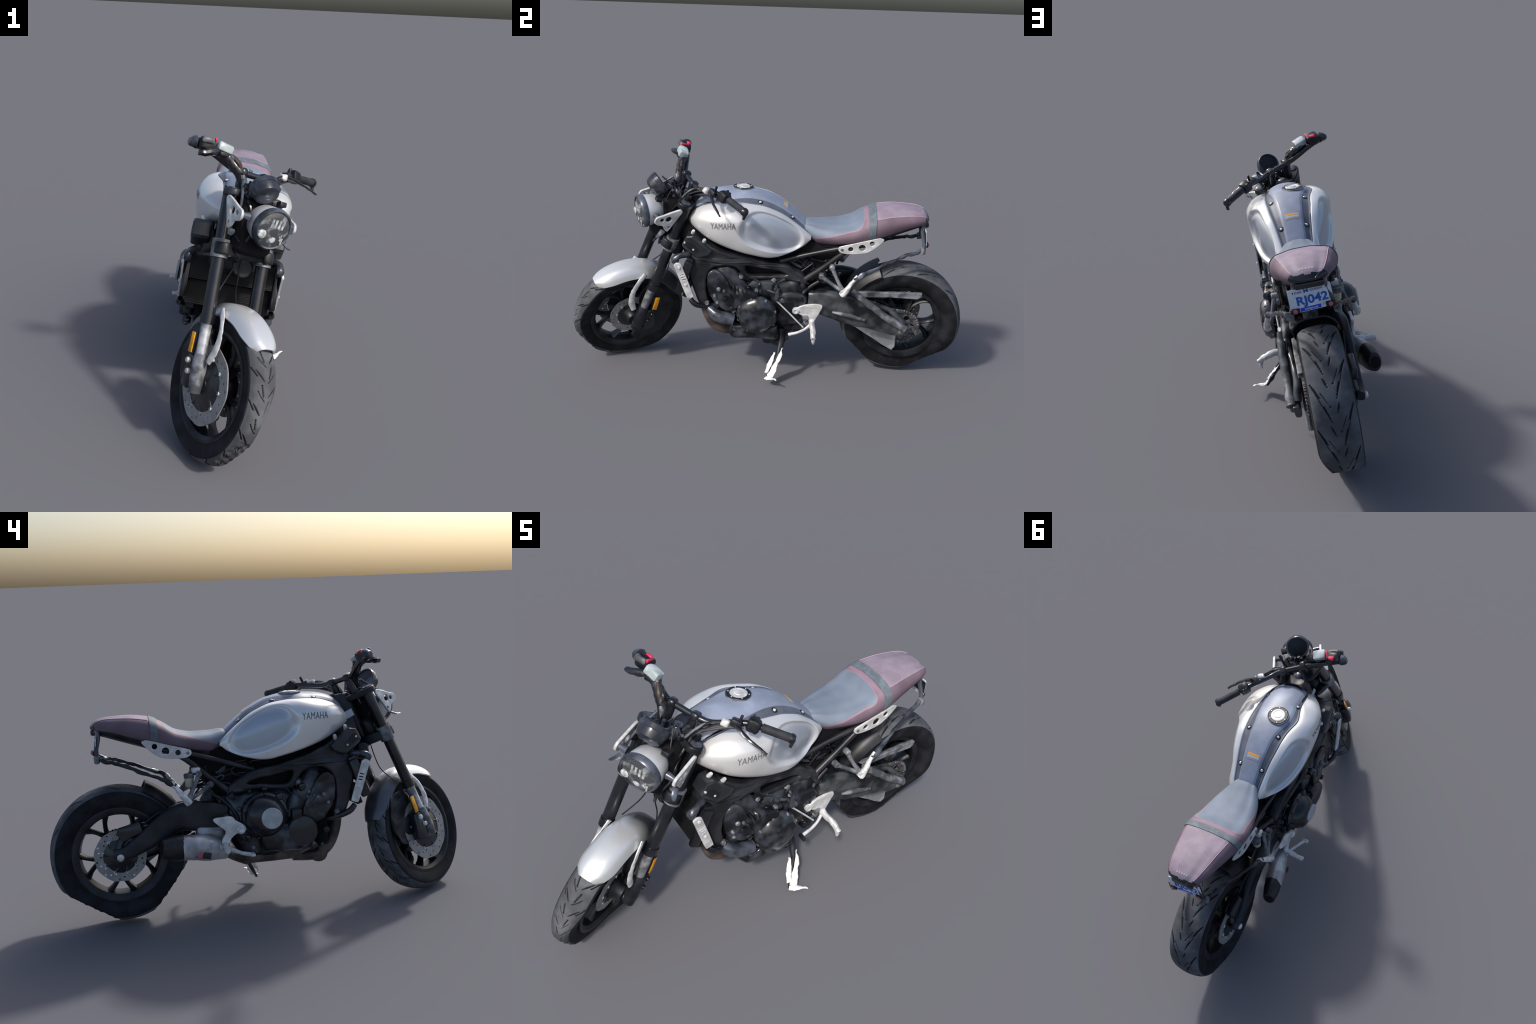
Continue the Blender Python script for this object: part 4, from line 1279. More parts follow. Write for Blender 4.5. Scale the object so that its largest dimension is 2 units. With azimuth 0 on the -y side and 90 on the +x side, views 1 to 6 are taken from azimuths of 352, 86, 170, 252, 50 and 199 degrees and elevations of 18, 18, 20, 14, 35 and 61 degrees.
part('swingarm', [(lumpy(arm(-1, [(-0.105, 0.215, 0.435), (-0.115, 0.33, 0.452), (-0.122, 0.44, 0.448), (-0.126, 0.56, 0.375), (-0.128, 0.66, 0.322), (-0.128, 0.72, 0.318)],
                              [(0.058, 0.03), (0.066, 0.030), (0.060, 0.027), (0.045, 0.024), (0.030, 0.020), (0.018, 0.014)]), 0.004, 20, 1.0), 'black_plastic'),
                  (lumpy(arm(1, [(0.105, 0.215, 0.430), (0.118, 0.33, 0.425), (0.126, 0.44, 0.400), (0.130, 0.56, 0.350), (0.130, 0.66, 0.312), (0.130, 0.725, 0.302)],
                             [(0.055, 0.03), (0.072, 0.024), (0.078, 0.020), (0.050, 0.018), (0.036, 0.018), (0.026, 0.014)]), 0.006, 20, 2.0), 'swing_steel'),
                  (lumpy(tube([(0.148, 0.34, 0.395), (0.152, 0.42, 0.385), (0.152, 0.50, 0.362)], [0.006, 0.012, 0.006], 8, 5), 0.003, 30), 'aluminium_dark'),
                  (lumpy(tube([(0.146, 0.435, 0.520), (0.150, 0.50, 0.465), (0.150, 0.60, 0.390), (0.150, 0.705, 0.322)], [0.012, 0.018, 0.018, 0.020], 10, 5), 0.004, 30), 'aluminium_dark'),
                  (lumpy(refine(box((0, 0.31, 0.45), (0.22, 0.14, 0.09), bevel=0.02), 1), 0.006, 24), 'black_plastic'),
                  (lumpy(tube([(0.125, 0.43, 0.455), (0.118, 0.52, 0.440), (0.112, 0.62, 0.405), (0.120, 0.70, 0.335)], [0.020, 0.016, 0.014, 0.018], 10, 5), 0.005, 30), 'swing_steel')], angle=50)
part('axle_nut', [(lathe([(0, 0), (0.016, 0.0), (0.016, 0.014), (0.009, 0.020), (0, 0.020)], (-0.138, 0.690, 0.303), (-1, 0, 0), 12), 'bright_metal'),
                  (lathe([(0, 0), (0.016, 0.0), (0.016, 0.012), (0.009, 0.018), (0, 0.018)], (0.140, 0.690, 0.303), (1, 0, 0), 12), 'aluminium_dark')])
part('chain_guard', [(lumpy(side_slab([[(0.455, 0.492), (0.62, 0.498), (0.778, 0.500), (0.775, 0.480), (0.755, 0.468), (0.62, 0.470), (0.49, 0.462)]], 0.092, 0.022, 0.004), 0.003, 30), 'aluminium_dark')], angle=40)
# chain: two runs of plates round the sprocket
ch = []
chain_path = []
sp_c, sp_r = V(0.690, 0.300), 0.088
for t in np.linspace(PI / 2 + 0.10, -PI / 2 - 0.10, 22):
    chain_path.append((sp_c[0] + sp_r * math.cos(t), sp_c[1] + sp_r * math.sin(t)))
for k in range(1, 20):
    a = k / 20
    chain_path.append((0.68 - 0.46 * a, 0.212 + a * 0.165))
for k in range(0, 20):
    a = k / 20
    chain_path.insert(0, (0.68 - 0.46 * a, 0.388 + a * 0.07))
for k in range(len(chain_path) - 1):
    a, b = V(*chain_path[k]), V(*chain_path[k + 1])
    d = b - a
    L = np.linalg.norm(d)
    if L > 0.04 or L < 1e-4:
        continue
    c = (a + b) / 2
    ch.append((box((0.086, c[0], c[1]), (0.012, L * 0.92, 0.016), Matrix.Rotation(math.atan2(d[1], d[0]), 3, 'X'), 0.002, 1), 'chain_metal'))
part('chain', ch, kind='stuff')
teeth = [(sp_r * (0.97 + 0.05 * math.sin(38 * t)) * math.cos(t), sp_r * (0.97 + 0.05 * math.sin(38 * t)) * math.sin(t)) for t in np.linspace(0, 2 * PI, 228, endpoint=False)]
holes = [circle2((0.055 * math.cos(k * PI / 3), 0.055 * math.sin(k * PI / 3)), 0.015, 14) for k in range(6)]
sg = side_slab([[(x + 0.69, y + 0.30) for x, y in teeth]] + [[(x + 0.69, y + 0.30) for x, y in h] for h in holes], 0.080, 0.008)
part('sprocket', [(sg, 'chain_metal')])
# grey sheet of scan fill between swingarm and tyre bottom, not a real part
part('scan_sheet', [(lumpy(refine(side_slab([[(0.40, 0.345), (0.47, 0.285), (0.56, 0.225), (0.655, 0.165), (0.672, 0.185), (0.668, 0.265), (0.60, 0.300), (0.50, 0.335)]], 0.096, 0.016, 0.004), 1), 0.006, 30), 'muffler_steel')], angle=50)
rings = []
for a in np.linspace(math.radians(113), math.radians(168), 22):
    k = (a - math.radians(108)) / math.radians(60)
    r = 0.345 - 0.010 * k
    w = 0.098 - 0.012 * k
    ring = []
    for u in np.linspace(-1, 1, 13):
        rr = r - 0.040 * abs(u) ** 4
        ring.append((w * u, 0.69 + rr * math.cos(a), 0.30 + rr * math.sin(a)))
    for u in np.linspace(1, -1, 13):
        rr = r - 0.006 - 0.040 * abs(u) ** 4
        ring.append(((w - 0.004) * u, 0.69 + rr * math.cos(a), 0.30 + rr * math.sin(a)))
    rings.append(np.array(ring))
part('rear_hugger', [(loft(rings), 'black_plastic')], angle=45)
bpy.data.objects['rear_hugger'].name = 'mudguard'
part('brake_caliper', [(lumpy(refine(box((-0.108, 0.640, 0.410), (0.050, 0.11, 0.060), Matrix.Rotation(math.radians(-15), 3, 'X'), 0.012), 1), 0.006, 40), 'black_gloss'),
                       (lumpy(tube([(-0.10, 0.66, 0.40), (-0.112, 0.69, 0.35), (-0.12, 0.69, 0.31)], 0.016, 10, 4), 0.004, 40), 'black_gloss'),
                       (tube([(-0.10, 0.60, 0.415), (-0.11, 0.52, 0.475), (-0.12, 0.43, 0.50), (-0.11, 0.34, 0.52)], 0.005, 8, 5), 'black_plastic')], angle=50)
# brown shock and linkage hint
part('shock_absorber', [(tube([(0.0, 0.22, 0.60), (0.0, 0.30, 0.46)], 0.03, 14, 1), 'black_plastic'), (lathe([(0, -0.05), (0.036, -0.05), (0.036, 0.05), (0, 0.05)], (0.0, 0.26, 0.53), (0, 0.5, -0.86), 16), 'chain_metal')])

# ------------------------------------------------------------------ rider controls: footrests, pedals, side stand

part('heel_plate', [(lumpy(side_slab([[(0.142, 0.398), (0.160, 0.410), (0.222, 0.432), (0.288, 0.430), (0.280, 0.398), (0.258, 0.352), (0.252, 0.318), (0.236, 0.312), (0.218, 0.345), (0.175, 0.373), (0.150, 0.378)]], 0.144, 0.012, 0.003, smooth=3), 0.003, 30), 'aluminium'),
                    (lathe([(0, -0.01), (0.017, -0.01), (0.017, 0.008), (0.011, 0.011), (0, 0.006)], (0.146, 0.157, 0.392), (1, 0, 0), 18), 'bright_metal')])
part('footrest', [(lumpy(tube([(0.148, 0.240, 0.335), (0.195, 0.244, 0.330), (0.235, 0.248, 0.322), (0.268, 0.252, 0.306)], [0.015, 0.015, 0.014, 0.011], 10, 5), 0.004, 50), 'bright_metal'),
                  (lumpy(tube([(0.250, 0.250, 0.315), (0.258, 0.250, 0.290), (0.256, 0.252, 0.270)], [0.010, 0.009, 0.004], 8, 4), 0.003, 50), 'bright_metal')])
part('shift_lever', [(lumpy(tube([(0.152, 0.236, 0.322), (0.166, 0.205, 0.297), (0.175, 0.165, 0.280), (0.180, 0.125, 0.270)], [0.008, 0.007, 0.007, 0.008], 8, 5), 0.002, 50), 'bright_metal'),
                     (box((0.184, 0.119, 0.262), (0.040, 0.014, 0.020), bevel=0.004), 'black_plastic'),
                     (tube([(0.152, 0.058, 0.447), (0.150, 0.13, 0.372), (0.148, 0.198, 0.298)], 0.0042, 8, 4), 'aluminium'),
                     (lumpy(tube([(0.140, 0.068, 0.51), (0.147, 0.064, 0.48), (0.152, 0.058, 0.445)], [0.008, 0.010, 0.008], 8, 4), 0.003, 60), 'chrome_dark')])
part('heel_plate', [(lumpy(side_slab([[(0.280, 0.432), (0.262, 0.445), (0.200, 0.446), (0.178, 0.425), (0.148, 0.408), (0.136, 0.385), (0.150, 0.366), (0.180, 0.366), (0.205, 0.345), (0.225, 0.318), (0.250, 0.318), (0.245, 0.345), (0.228, 0.380), (0.252, 0.405)]], -0.178, 0.014, 0.003, smooth=3), 0.003, 30), 'aluminium'),
                    (lathe([(0, -0.01), (0.019, -0.01), (0.019, 0.010), (0.012, 0.014), (0, 0.008)], (-0.182, 0.160, 0.385), (-1, 0, 0), 18), 'bright_metal')])
part('footrest', [(lumpy(tube([(-0.180, 0.232, 0.322), (-0.21, 0.234, 0.320), (-0.24, 0.236, 0.317), (-0.276, 0.238, 0.313)], [0.015, 0.013, 0.012, 0.012], 10, 5), 0.004, 50), 'aluminium')])
part('brake_pedal', [(lumpy(tube([(-0.185, 0.240, 0.325), (-0.195, 0.205, 0.300), (-0.205, 0.165, 0.284), (-0.226, 0.125, 0.277)], [0.010, 0.010, 0.009, 0.009], 8, 5), 0.003, 50), 'aluminium'),
                     (lumpy(box((-0.225, 0.122, 0.277), (0.045, 0.02, 0.012), bevel=0.004), 0.002, 40), 'aluminium'),
                     (lumpy(tube([(-0.185, 0.25, 0.31), (-0.195, 0.30, 0.345), (-0.19, 0.33, 0.36)], [0.012, 0.008, 0.006], 8, 4), 0.004, 50), 'aluminium')])
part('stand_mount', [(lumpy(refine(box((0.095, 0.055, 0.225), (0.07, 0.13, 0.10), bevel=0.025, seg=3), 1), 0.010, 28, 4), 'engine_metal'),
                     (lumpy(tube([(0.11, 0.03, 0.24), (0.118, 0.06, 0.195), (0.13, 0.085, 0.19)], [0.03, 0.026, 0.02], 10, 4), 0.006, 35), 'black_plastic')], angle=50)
part('side_stand', [(lumpy(tube([(0.125, 0.085, 0.27), (0.155, 0.090, 0.212), (0.200, 0.075, 0.155), (0.230, 0.048, 0.098), (0.262, 0.025, 0.053)], [0.022, 0.018, 0.011, 0.009, 0.007], 10, 6), 0.004, 40), 'black_plastic'),
                    (lumpy(tube([(0.182, 0.098, 0.190), (0.215, 0.082, 0.150), (0.242, 0.062, 0.106), (0.268, 0.040, 0.066)], [0.003, 0.009, 0.010, 0.013], 8, 6, squash=(0.4, 1.3)), 0.006, 60), 'flake_white'),  # pale flakes are scan leftovers, added beside the dark leg
                    (lumpy(tube([(0.190, 0.060, 0.170), (0.225, 0.040, 0.120), (0.255, 0.022, 0.085)], [0.003, 0.009, 0.006], 8, 6, squash=(0.4, 1.3)), 0.006, 60, 3), 'flake_white'),
                    (lumpy(tube([(0.266, 0.020, 0.062), (0.285, 0.042, 0.070), (0.305, 0.060, 0.083), (0.326, 0.074, 0.094)], [0.010, 0.018, 0.009, 0.004], 8, 5, squash=(0.35, 1.0)), 0.005, 60), 'flake_white')], angle=60)

# ------------------------------------------------------------------ front end (steering frame: x left, y back, z up the axis)

for sgn in (1, -1):
    x = 0.1035 * sgn
    b = -0.038
    part('fork_leg', [(tube([(x, b, 0.215), (x, b, 0.02), (x, b, -0.255)], 0.0255, 20, 1), 'black_gloss'),
                      (tube([(x, b, -0.250), (x, b, -0.285)], 0.029, 20, 1), 'black_gloss'),
                      (tube([(x, b, -0.28), (x, b, -0.40), (x, b, -0.43)], [0.0215, 0.0215, 0.024], 18, 1), 'fork_slider' if sgn < 0 else 'aluminium_dark'),
                      (lumpy(tube([(x, b, -0.40), (x, b, -0.44), (x * 1.02, b, -0.50), (x * 1.02, b, -0.545)], [0.027, 0.029, 0.029, 0.023], 16, 4), 0.003, 40), 'aluminium_dark' if sgn < 0 else 'black_plastic'),
                      (tube([(x, b, 0.035), (x, b, -0.035)], 0.034, 20, 1), 'aluminium_dark'),
                      (bolt((x * 0.72, b - 0.02, 0.012), (0, -1, 0), 0.007, 0.014), 'bright_metal'),
                      (bolt((x * 0.72, b - 0.02, -0.018), (0, -1, 0), 0.007, 0.014), 'bright_metal')], frame=STEERING)
    part('fork_foot', [(lathe([(0, -0.02), (0.020, -0.02), (0.020, 0.016), (0.012, 0.020), (0, 0.018)], (x, b, -0.520), (sgn, 0, 0), 18), 'aluminium_dark')], frame=STEERING)
    # caliper behind the leg with two pale bolts
    part('brake_caliper', [(lumpy(refine(box((0.094 * sgn, 0.010, -0.470), (0.060, 0.066, 0.130), Matrix.Rotation(math.radians(18), 3, 'X'), 0.014), 1), 0.006, 40), 'black_gloss'),
                           (bolt((0.126 * sgn, 0.008, -0.430), (sgn, 0, 0), 0.011, 0.010), 'aluminium' if sgn < 0 else 'black_gloss'), (bolt((0.126 * sgn, -0.002, -0.470), (sgn, 0, 0), 0.011, 0.010), 'aluminium' if sgn < 0 else 'black_gloss'),
                           (lumpy(tube([(0.10 * sgn, b, -0.43), (0.098 * sgn, -0.01, -0.49), (0.095 * sgn, 0.02, -0.53)], [0.014, 0.012, 0.008], 10, 4), 0.004, 40), 'aluminium_dark')], frame=STEERING, angle=50)
    part('side_reflector', [(box((0.124 * sgn, 0.008, -0.362), (0.007, 0.024, 0.078), Matrix.Rotation(math.radians(6), 3, 'X'), 0.003), 'amber_lens'),
                            (box((0.119 * sgn, 0.004, -0.362), (0.008, 0.034, 0.088), Matrix.Rotation(math.radians(6), 3, 'X'), 0.003), 'black_plastic')], frame=STEERING)
    # bright stay between fender and fork
    part('fender_stay', [(lumpy(tube([(0.076 * sgn, -0.085, -0.222), (0.084 * sgn, -0.108, -0.270), (0.092 * sgn, -0.122, -0.330), (0.098 * sgn, -0.112, -0.385), (0.102 * sgn, -0.088, -0.425)], [0.011, 0.010, 0.011, 0.014, 0.012], 10, 5, squash=(0.55, 1.2), ref=(1, 0, 0)), 0.003, 50), 'bright_metal')], frame=STEERING)

# dark webs left by the scan between fork and tyre, not a real part
for sgn, o in ((1, [(-0.03, -0.30), (0.06, -0.28), (0.13, -0.33), (0.165, -0.42), (0.165, -0.52), (0.14, -0.60), (0.06, -0.665), (-0.01, -0.64), (0.03, -0.55), (-0.03, -0.46)]),
               (-1, [(-0.03, -0.30), (0.06, -0.28), (0.12, -0.33), (0.145, -0.41), (0.13, -0.50), (0.07, -0.52), (0.0, -0.49), (-0.03, -0.42)])):
    part('scan_web', [(lumpy(refine(side_slab([catmull(o, 4, True)], (0.036 if sgn > 0 else -0.066), 0.018, 0.006), 2), 0.010, 22, 3.0 + sgn), 'black_plastic')], frame=STEERING, angle=50)

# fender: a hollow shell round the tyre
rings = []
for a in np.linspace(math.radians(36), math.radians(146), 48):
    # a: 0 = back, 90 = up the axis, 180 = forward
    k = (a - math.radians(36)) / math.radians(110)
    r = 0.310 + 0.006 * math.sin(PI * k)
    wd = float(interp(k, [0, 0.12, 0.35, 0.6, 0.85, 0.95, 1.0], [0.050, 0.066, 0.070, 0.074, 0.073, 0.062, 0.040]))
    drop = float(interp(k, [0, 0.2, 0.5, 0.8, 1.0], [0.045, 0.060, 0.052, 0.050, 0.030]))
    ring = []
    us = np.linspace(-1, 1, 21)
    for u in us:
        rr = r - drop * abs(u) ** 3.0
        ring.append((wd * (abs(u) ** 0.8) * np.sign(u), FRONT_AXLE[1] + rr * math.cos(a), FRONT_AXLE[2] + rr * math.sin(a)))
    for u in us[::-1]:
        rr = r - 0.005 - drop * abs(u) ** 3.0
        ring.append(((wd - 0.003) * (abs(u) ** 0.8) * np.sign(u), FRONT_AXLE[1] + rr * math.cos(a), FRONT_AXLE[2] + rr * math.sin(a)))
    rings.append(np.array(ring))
part('mudguard', [(loft(rings), 'fender_baked_shade')], frame=STEERING, angle=45)

# yokes and stem
yk = []
for h, t in ((0.0, 0.045), (0.215, 0.028)):
    o = catmull([(-0.135, -0.06), (-0.10, -0.088), (-0.04, -0.062), (0.04, -0.062), (0.10, -0.088), (0.135, -0.06), (0.12, -0.018), (0.05, 0.030), (-0.05, 0.030), (-0.12, -0.018)], 4, True)
    yk.append((slab([o], t, 0.006, Matrix.Translation((0, 0, h))), 'black_plastic'))
yk.append((tube([(0, 0, -0.03), (0, 0, 0.235)], 0.026, 16, 1), 'black_plastic'))
yk.append((lathe([(0, -0.004), (0.020, -0.004), (0.020, 0.010), (0.012, 0.014), (0, 0.014)], (0, 0, 0.232), (0, 0, 1), 18), 'chrome_dark'))
yk.append((lathe([(0, -0.03), (0.021, -0.03), (0.021, 0.012), (0.018, 0.016), (0.009, 0.016), (0.008, 0.013), (0, 0.013)], (0.012, -0.062, 0.232), (0, 0.2, 1), 24), 'chrome_dark'))
for sgn in (1, -1):
    yk.append((lathe([(0, 0.0), (0.023, 0.0), (0.023, 0.018), (0.012, 0.022), (0, 0.020)], (0.1035 * sgn, -0.05, 0.215), (0, 0, 1), 18), 'chrome_dark'))
part('fork_yoke', yk, frame=STEERING)
ck = [(lumpy(refine(box((0, -0.075, 0.10), (0.15, 0.10, 0.22), bevel=0.03, seg=3), 1), 0.012, 26), 'black_deep'),
      (lumpy(refine(box((0, -0.035, 0.04), (0.13, 0.09, 0.13), bevel=0.03, seg=3), 1), 0.012, 26), 'black_plastic')]
part('loom_cover', ck, frame=STEERING, angle=50)
lm = []
for k in range(22):
    x = random.uniform(-0.08, 0.08)
    p = [(x, -0.07 + random.uniform(-0.05, 0.04), 0.03 + random.uniform(-0.06, 0.02))]
    for j in range(3):
        p.append((x + random.uniform(-0.04, 0.04), -0.07 + random.uniform(-0.06, 0.05), 0.03 + 0.075 * (j + 1) + random.uniform(-0.02, 0.02)))
    lm.append((tube(p, random.uniform(0.003, 0.008), 7, 5), random.choice(['black_plastic', 'black_gloss', 'chrome_dark'])))
part('cable', lm, frame=STEERING, kind='stuff')
# two brake hoses from the lower yoke to the fender
part('brake_hose', [(tube([(0.01, -0.03, -0.02), (0.030, 0.005, -0.10), (0.050, 0.03, -0.16), (0.072, 0.02, -0.24)], 0.0028, 7, 6), 'black_plastic'),
                    (tube([(0.0, -0.03, -0.02), (-0.020, 0.005, -0.10), (-0.040, 0.02, -0.16), (-0.070, 0.0, -0.23)], 0.0028, 7, 6), 'black_plastic')], frame=STEERING)

# headlamp faces level forward
hf = V(0, -math.cos(RAKE), -math.sin(RAKE))
hc = V(0.003, -0.205, 0.094)
LS = 0.90   # overall lamp size
part('headlamp_shell', [(lathe([(r * LS, h) for r, h in [(0, -0.125), (0.030, -0.122), (0.058, -0.108), (0.076, -0.080), (0.083, -0.045), (0.085, -0.015), (0.083, -0.012), (0, -0.012)]], hc, hf, 48, ref=(1, 0, 0)), 'silver_paint')], frame=STEERING, angle=50)
part('headlamp_rim', [(ring_lathe([(r * LS, h) for r, h in [(0.079, -0.022), (0.087, -0.022), (0.090, -0.014), (0.088, 0.002), (0.082, 0.008), (0.077, 0.006), (0.076, -0.006)]], hc, hf, 64), 'chrome_dark')], frame=STEERING)
part('headlamp_lens', [(lathe([(r * LS, h) for r, h in [(0, -0.01), (0.078, -0.01), (0.078, 0.002), (0.062, 0.009), (0.035, 0.014), (0, 0.016)]], hc, hf, 56), 'headlamp_lens')], frame=STEERING, angle=60)
hu = np.cross(V(1, 0, 0), hf); hu /= np.linalg.norm(hu)
if hu[2] < 0: hu = -hu
hl = [(lathe([(0, 0), (0.017, 0.0), (0.017, 0.010), (0.012, 0.013), (0, 0.012)], hc + hf * 0.004 + V(-0.048, 0, 0) - hu * 0.022, hf, 20), 'headlamp_core')]
for k in range(4):
    c = hc + hf * 0.012 + V(-0.022 + 0.016 * k, 0, 0) + hu * 0.026
    hl.append((tube([c - hu * 0.016, c + hu * 0.016], 0.0055, 8, 1), 'headlamp_core'))
for k in range(3):
    c = hc + hf * 0.010 + V(0.030 + 0.008 * k, 0, 0) - hu * (0.01 + 0.012 * k)
    hl.append((tube([c - hu * 0.012, c + hu * 0.012], 0.004, 8, 1), 'headlamp_core'))
hl.append((lathe([(0, 0), (0.015, 0.0), (0.013, 0.005), (0, 0.007)], hc + hf * 0.009 + V(0.004, 0, 0) - hu * 0.034, hf, 18), 'headlamp_core'))
part('lamp_element', hl, frame=STEERING)
for sgn in (1, -1):
    # pierced bracket that carries the lamp and its pivot
    o = [(-0.180, 0.112), (-0.178, 0.138), (-0.150, 0.156), (-0.105, 0.185), (-0.075, 0.200), (-0.062, 0.190), (-0.070, 0.160), (-0.085, 0.110), (-0.098, 0.075), (-0.115, 0.080), (-0.135, 0.100), (-0.160, 0.100)]
    hs = [circle2((-0.147, 0.130), 0.010, 14), circle2((-0.116, 0.140), 0.015, 16), circle2((-0.100, 0.098), 0.006, 10)]
    part('lamp_bracket', [(side_slab([catmull(o, 4, True)] + hs, 0.124 * sgn, 0.012, 0.003), 'bright_metal'),
                          (tube([(0.085 * sgn, -0.160, 0.125), (0.110 * sgn, -0.162, 0.126), (0.122 * sgn, -0.163, 0.126)], [0.016, 0.011, 0.010], 12, 1), 'chrome_dark'),
                          (tube([(0.120 * sgn, -0.09, 0.15), (0.1035 * sgn, -0.05, 0.16)], 0.012, 10, 1), 'black_plastic'),
                          (lumpy(tube([(0.118 * sgn, -0.115, 0.07), (0.132 * sgn, -0.135, 0.050), (0.140 * sgn, -0.150, 0.045)], [0.014, 0.011, 0.006], 8, 4, squash=(0.4, 1)), 0.003, 40), 'chrome_dark')], frame=STEERING)

# round meter
gd = V(-0.05, 0.62, 0.78); gd /= np.linalg.norm(gd)
gc = V(-0.028, -0.158, 0.236)
part('meter', [(lathe([(0, -0.040), (0.030, -0.038), (0.046, -0.028), (0.052, -0.012), (0.0545, 0.002), (0.0575, 0.004), (0.0575, 0.022), (0.054, 0.028), (0.048, 0.028), (0.046, 0.022), (0, 0.022)], gc, gd, 48), 'chrome_dark'),
               (lathe([(0, 0.0215), (0.0465, 0.0215), (0.0465, 0.0240), (0, 0.0245)], gc, gd, 40), 'black_plastic')], frame=STEERING, angle=30)
part('meter_bracket', [(tube([gc - gd * 0.03, V(0.0, -0.10, 0.20), V(0, -0.06, 0.20)], 0.014, 10, 4), 'black_plastic'), (box((0.052, -0.165, 0.200), (0.030, 0.030, 0.020), bevel=0.004), 'black_plastic')], frame=STEERING)

# handlebar: the scan cuts the right grip short at the switch block
bar = [(0.385, 0.086, 0.378), (0.30, 0.062, 0.370), (0.235, 0.041, 0.366), (0.175, 0.020, 0.343), (0.115, -0.006, 0.314), (0.07, -0.018, 0.308), (0.0, -0.018, 0.306), (-0.07, -0.014, 0.308),
       (-0.115, -0.002, 0.324), (-0.165, 0.014, 0.350), (-0.215, 0.026, 0.366), (-0.262, 0.036, 0.374)]
hb = [(tube(bar, 0.0125, 14, 5), 'black_gloss')]
for sgn in (1, -1):
    hb.append((lumpy(tube([(0.050 * sgn, -0.018, 0.225), (0.050 * sgn, -0.018, 0.318)], 0.020, 14, 1), 0.003, 50), 'black_gloss'))
    hb.append((lumpy(box((0.050 * sgn, -0.018, 0.308), (0.034, 0.044, 0.036), bevel=0.012, seg=3), 0.002, 50), 'black_gloss'))
part('handlebar', hb, frame=STEERING)
part('grip', [(tube([(0.272, 0.054, 0.3685), (0.278, 0.0555, 0.369), (0.372, 0.0825, 0.377), (0.376, 0.0835, 0.3775)], [0.0175, 0.0165, 0.0165, 0.018], 18, 1), 'grip_rubber'),
              (tube([(0.374, 0.083, 0.377), (0.385, 0.086, 0.378), (0.392, 0.088, 0.379)], [0.0195, 0.0195, 0.014], 18, 1), 'black_gloss'),
              (lumpy(box((0.388, 0.090, 0.360), (0.014, 0.014, 0.036), bevel=0.004), 0.003, 60), 'black_plastic')], frame=STEERING)
part('switch_block', [(lumpy(refine(box((0.242, 0.043, 0.366), (0.050, 0.050, 0.052), Matrix.Rotation(0.28, 3, 'Z'), 0.012), 1), 0.003, 60), 'black_plastic'),
                      (box((0.242, 0.062, 0.386), (0.014, 0.014, 0.016), bevel=0.004), 'black_gloss'), (box((0.228, 0.058, 0.392), (0.010, 0.010, 0.010), bevel=0.003), 'black_gloss')], frame=STEERING)
part('clutch_lever', [(lumpy(tube([(0.180, 0.008, 0.347), (0.215, -0.004, 0.342), (0.262, -0.010, 0.331), (0.305, -0.006, 0.322), (0.342, -0.002, 0.314)], [0.009, 0.010, 0.007, 0.0065, 0.005], 8, 5, squash=(0.7, 1.1)), 0.002, 50), 'black_gloss'),
                      (lumpy(box((0.190, 0.014, 0.352), (0.044, 0.034, 0.030), Matrix.Rotation(0.28, 3, 'Z'), 0.008), 0.004, 50), 'black_gloss'),
                      (lumpy(box((0.156, -0.006, 0.340), (0.030, 0.026, 0.026), bevel=0.006), 0.005, 50), 'aluminium'),
                      (box((0.198, 0.012, 0.378), (0.010, 0.010, 0.026), bevel=0.003), 'black_plastic')], frame=STEERING)
part('switch_block', [(lumpy(refine(box((-0.212, 0.010, 0.378), (0.066, 0.054, 0.050), Matrix.Rotation(-0.2, 3, 'Z'), 0.014), 1), 0.005, 50), 'black_plastic'),
                      (lumpy(refine(box((-0.206, 0.018, 0.400), (0.030, 0.020, 0.014), Matrix.Rotation(-0.4, 3, 'Z'), 0.005), 1), 0.004, 60), 'red_plastic'),
                      (lumpy(refine(box((-0.190, -0.006, 0.398), (0.008, 0.040, 0.012), Matrix.Rotation(-0.1, 3, 'Z'), 0.003), 1), 0.002, 60), 'red_plastic'),
                      (lumpy(refine(box((-0.222, -0.016, 0.388), (0.050, 0.018, 0.026), Matrix.Rotation(-0.2, 3, 'Z'), 0.008), 1), 0.003, 60), 'aluminium_dark'),
                      (lumpy(tube([(-0.245, 0.028, 0.380), (-0.262, 0.034, 0.378), (-0.274, 0.036, 0.378)], [0.026, 0.022, 0.014], 12, 4), 0.003, 50), 'chrome_dark')], frame=STEERING, angle=45)
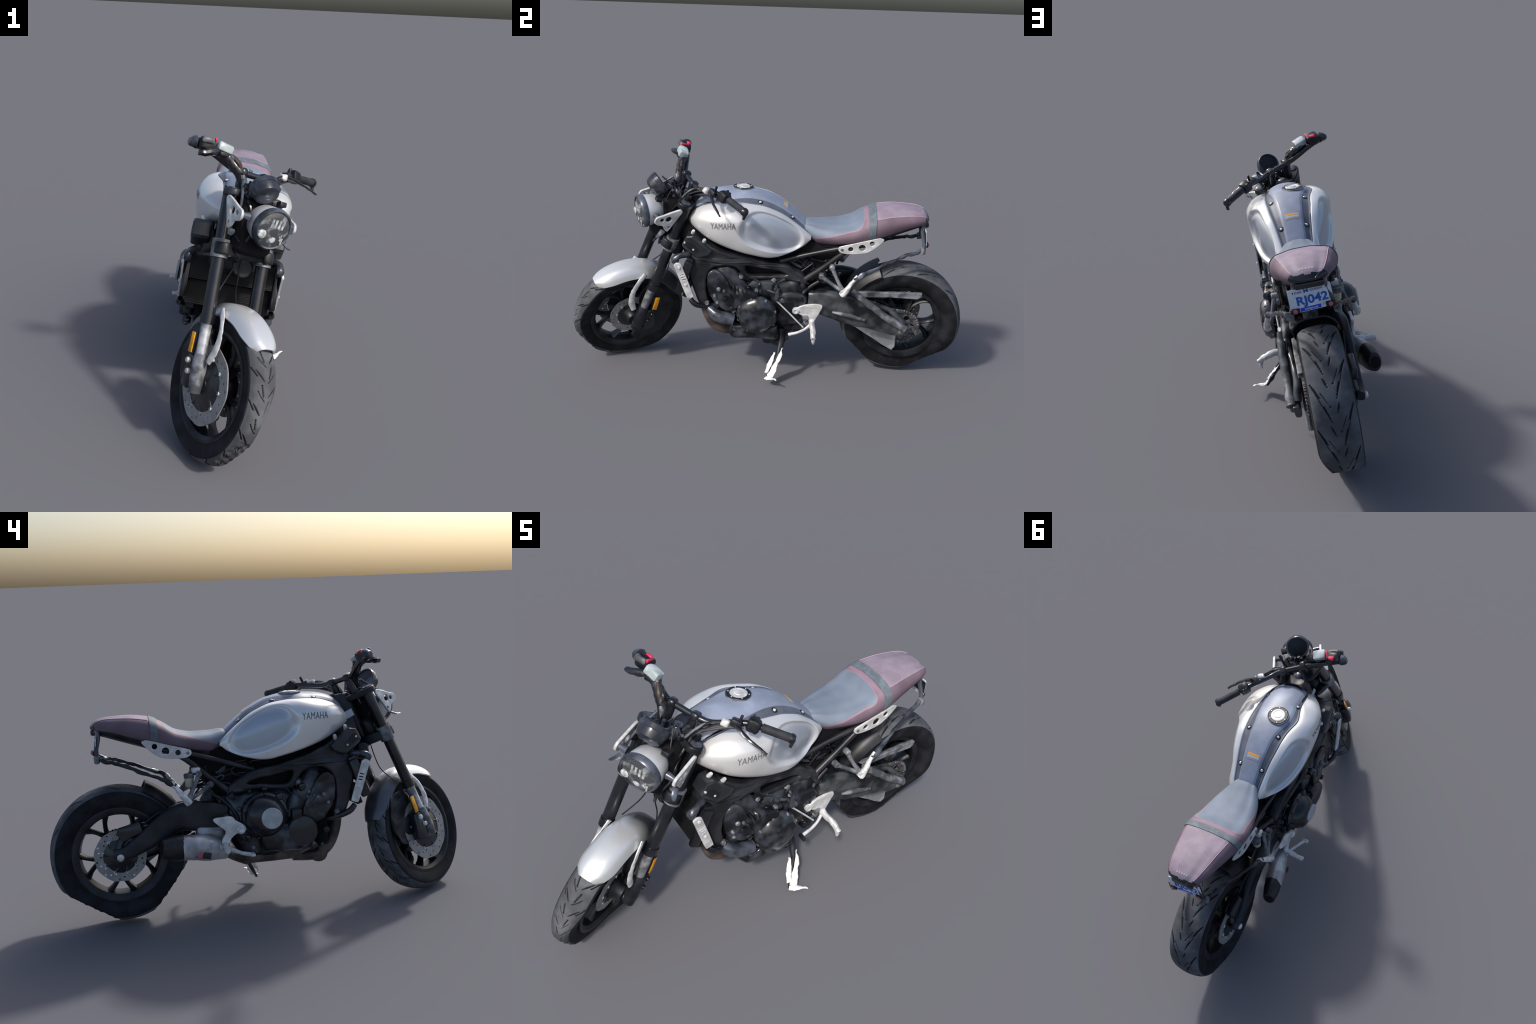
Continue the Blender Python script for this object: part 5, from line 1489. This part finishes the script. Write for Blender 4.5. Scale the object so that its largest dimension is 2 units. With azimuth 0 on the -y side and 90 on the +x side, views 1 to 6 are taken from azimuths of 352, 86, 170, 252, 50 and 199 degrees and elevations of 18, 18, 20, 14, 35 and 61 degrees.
part('master_cylinder', [(lumpy(refine(box((-0.152, -0.024, 0.374), (0.062, 0.046, 0.034), Matrix.Rotation(-0.15, 3, 'Z') @ Matrix.Rotation(0.15, 3, 'Y'), 0.008), 1), 0.003, 50), 'teal_glint'),
                         (lumpy(box((-0.150, -0.022, 0.350), (0.054, 0.040, 0.026), bevel=0.008), 0.004, 50), 'black_plastic')], frame=STEERING, angle=45)
part('brake_lever', [(lumpy(tube([(-0.165, -0.020, 0.362), (-0.200, -0.030, 0.348), (-0.235, -0.028, 0.335), (-0.258, -0.022, 0.330)], [0.013, 0.014, 0.012, 0.009], 8, 5), 0.004, 50), 'black_gloss')], frame=STEERING)
hs = []
for k in range(5):
    o = rng.normal(0, 0.006, 3)
    hs.append((lumpy(tube([V(-0.040, -0.045, 0.225) + o, V(-0.062, -0.048, 0.275) + o, V(-0.095, -0.044, 0.325) - o, V(-0.135, -0.030, 0.362) + o * 0.5], [0.007, 0.010, 0.010, 0.007], 8, 6), 0.004, 40, k), ['chrome_dark', 'black_gloss', 'pipe_brown', 'black_plastic', 'aluminium_dark'][k]))
for k in range(3):
    o = rng.normal(0, 0.005, 3)
    hs.append((tube([V(0.03, -0.03, 0.235) + o, V(0.09, -0.02, 0.275) + o, V(0.15, 0.005, 0.318) + o, V(0.215, 0.030, 0.345) + o * 0.4], 0.0055, 7, 6), 'black_gloss'))
for k in range(4):
    o = rng.normal(0, 0.006, 3)
    hs.append((lumpy(tube([V(0.06, -0.05, 0.22) + o, V(0.085, -0.045, 0.28) + o, V(0.12, -0.025, 0.325) + o, V(0.165, 0.0, 0.347) + o * 0.4], [0.004, 0.005, 0.005, 0.005], 7, 6), 0.003, 40, k), ['black_gloss', 'black_plastic', 'aluminium_dark', 'black_gloss'][k]))
hs.append((lumpy(tube([(-0.030, -0.040, 0.215), (-0.060, -0.040, 0.270), (-0.098, -0.034, 0.318), (-0.135, -0.022, 0.348), (-0.175, -0.010, 0.362)], [0.014, 0.019, 0.021, 0.020, 0.016], 12, 6), 0.009, 38, 9), 'black_gloss'))
part('control_cable', hs, frame=STEERING)

# ------------------------------------------------------------------ finish
bpy.context.view_layer.update()
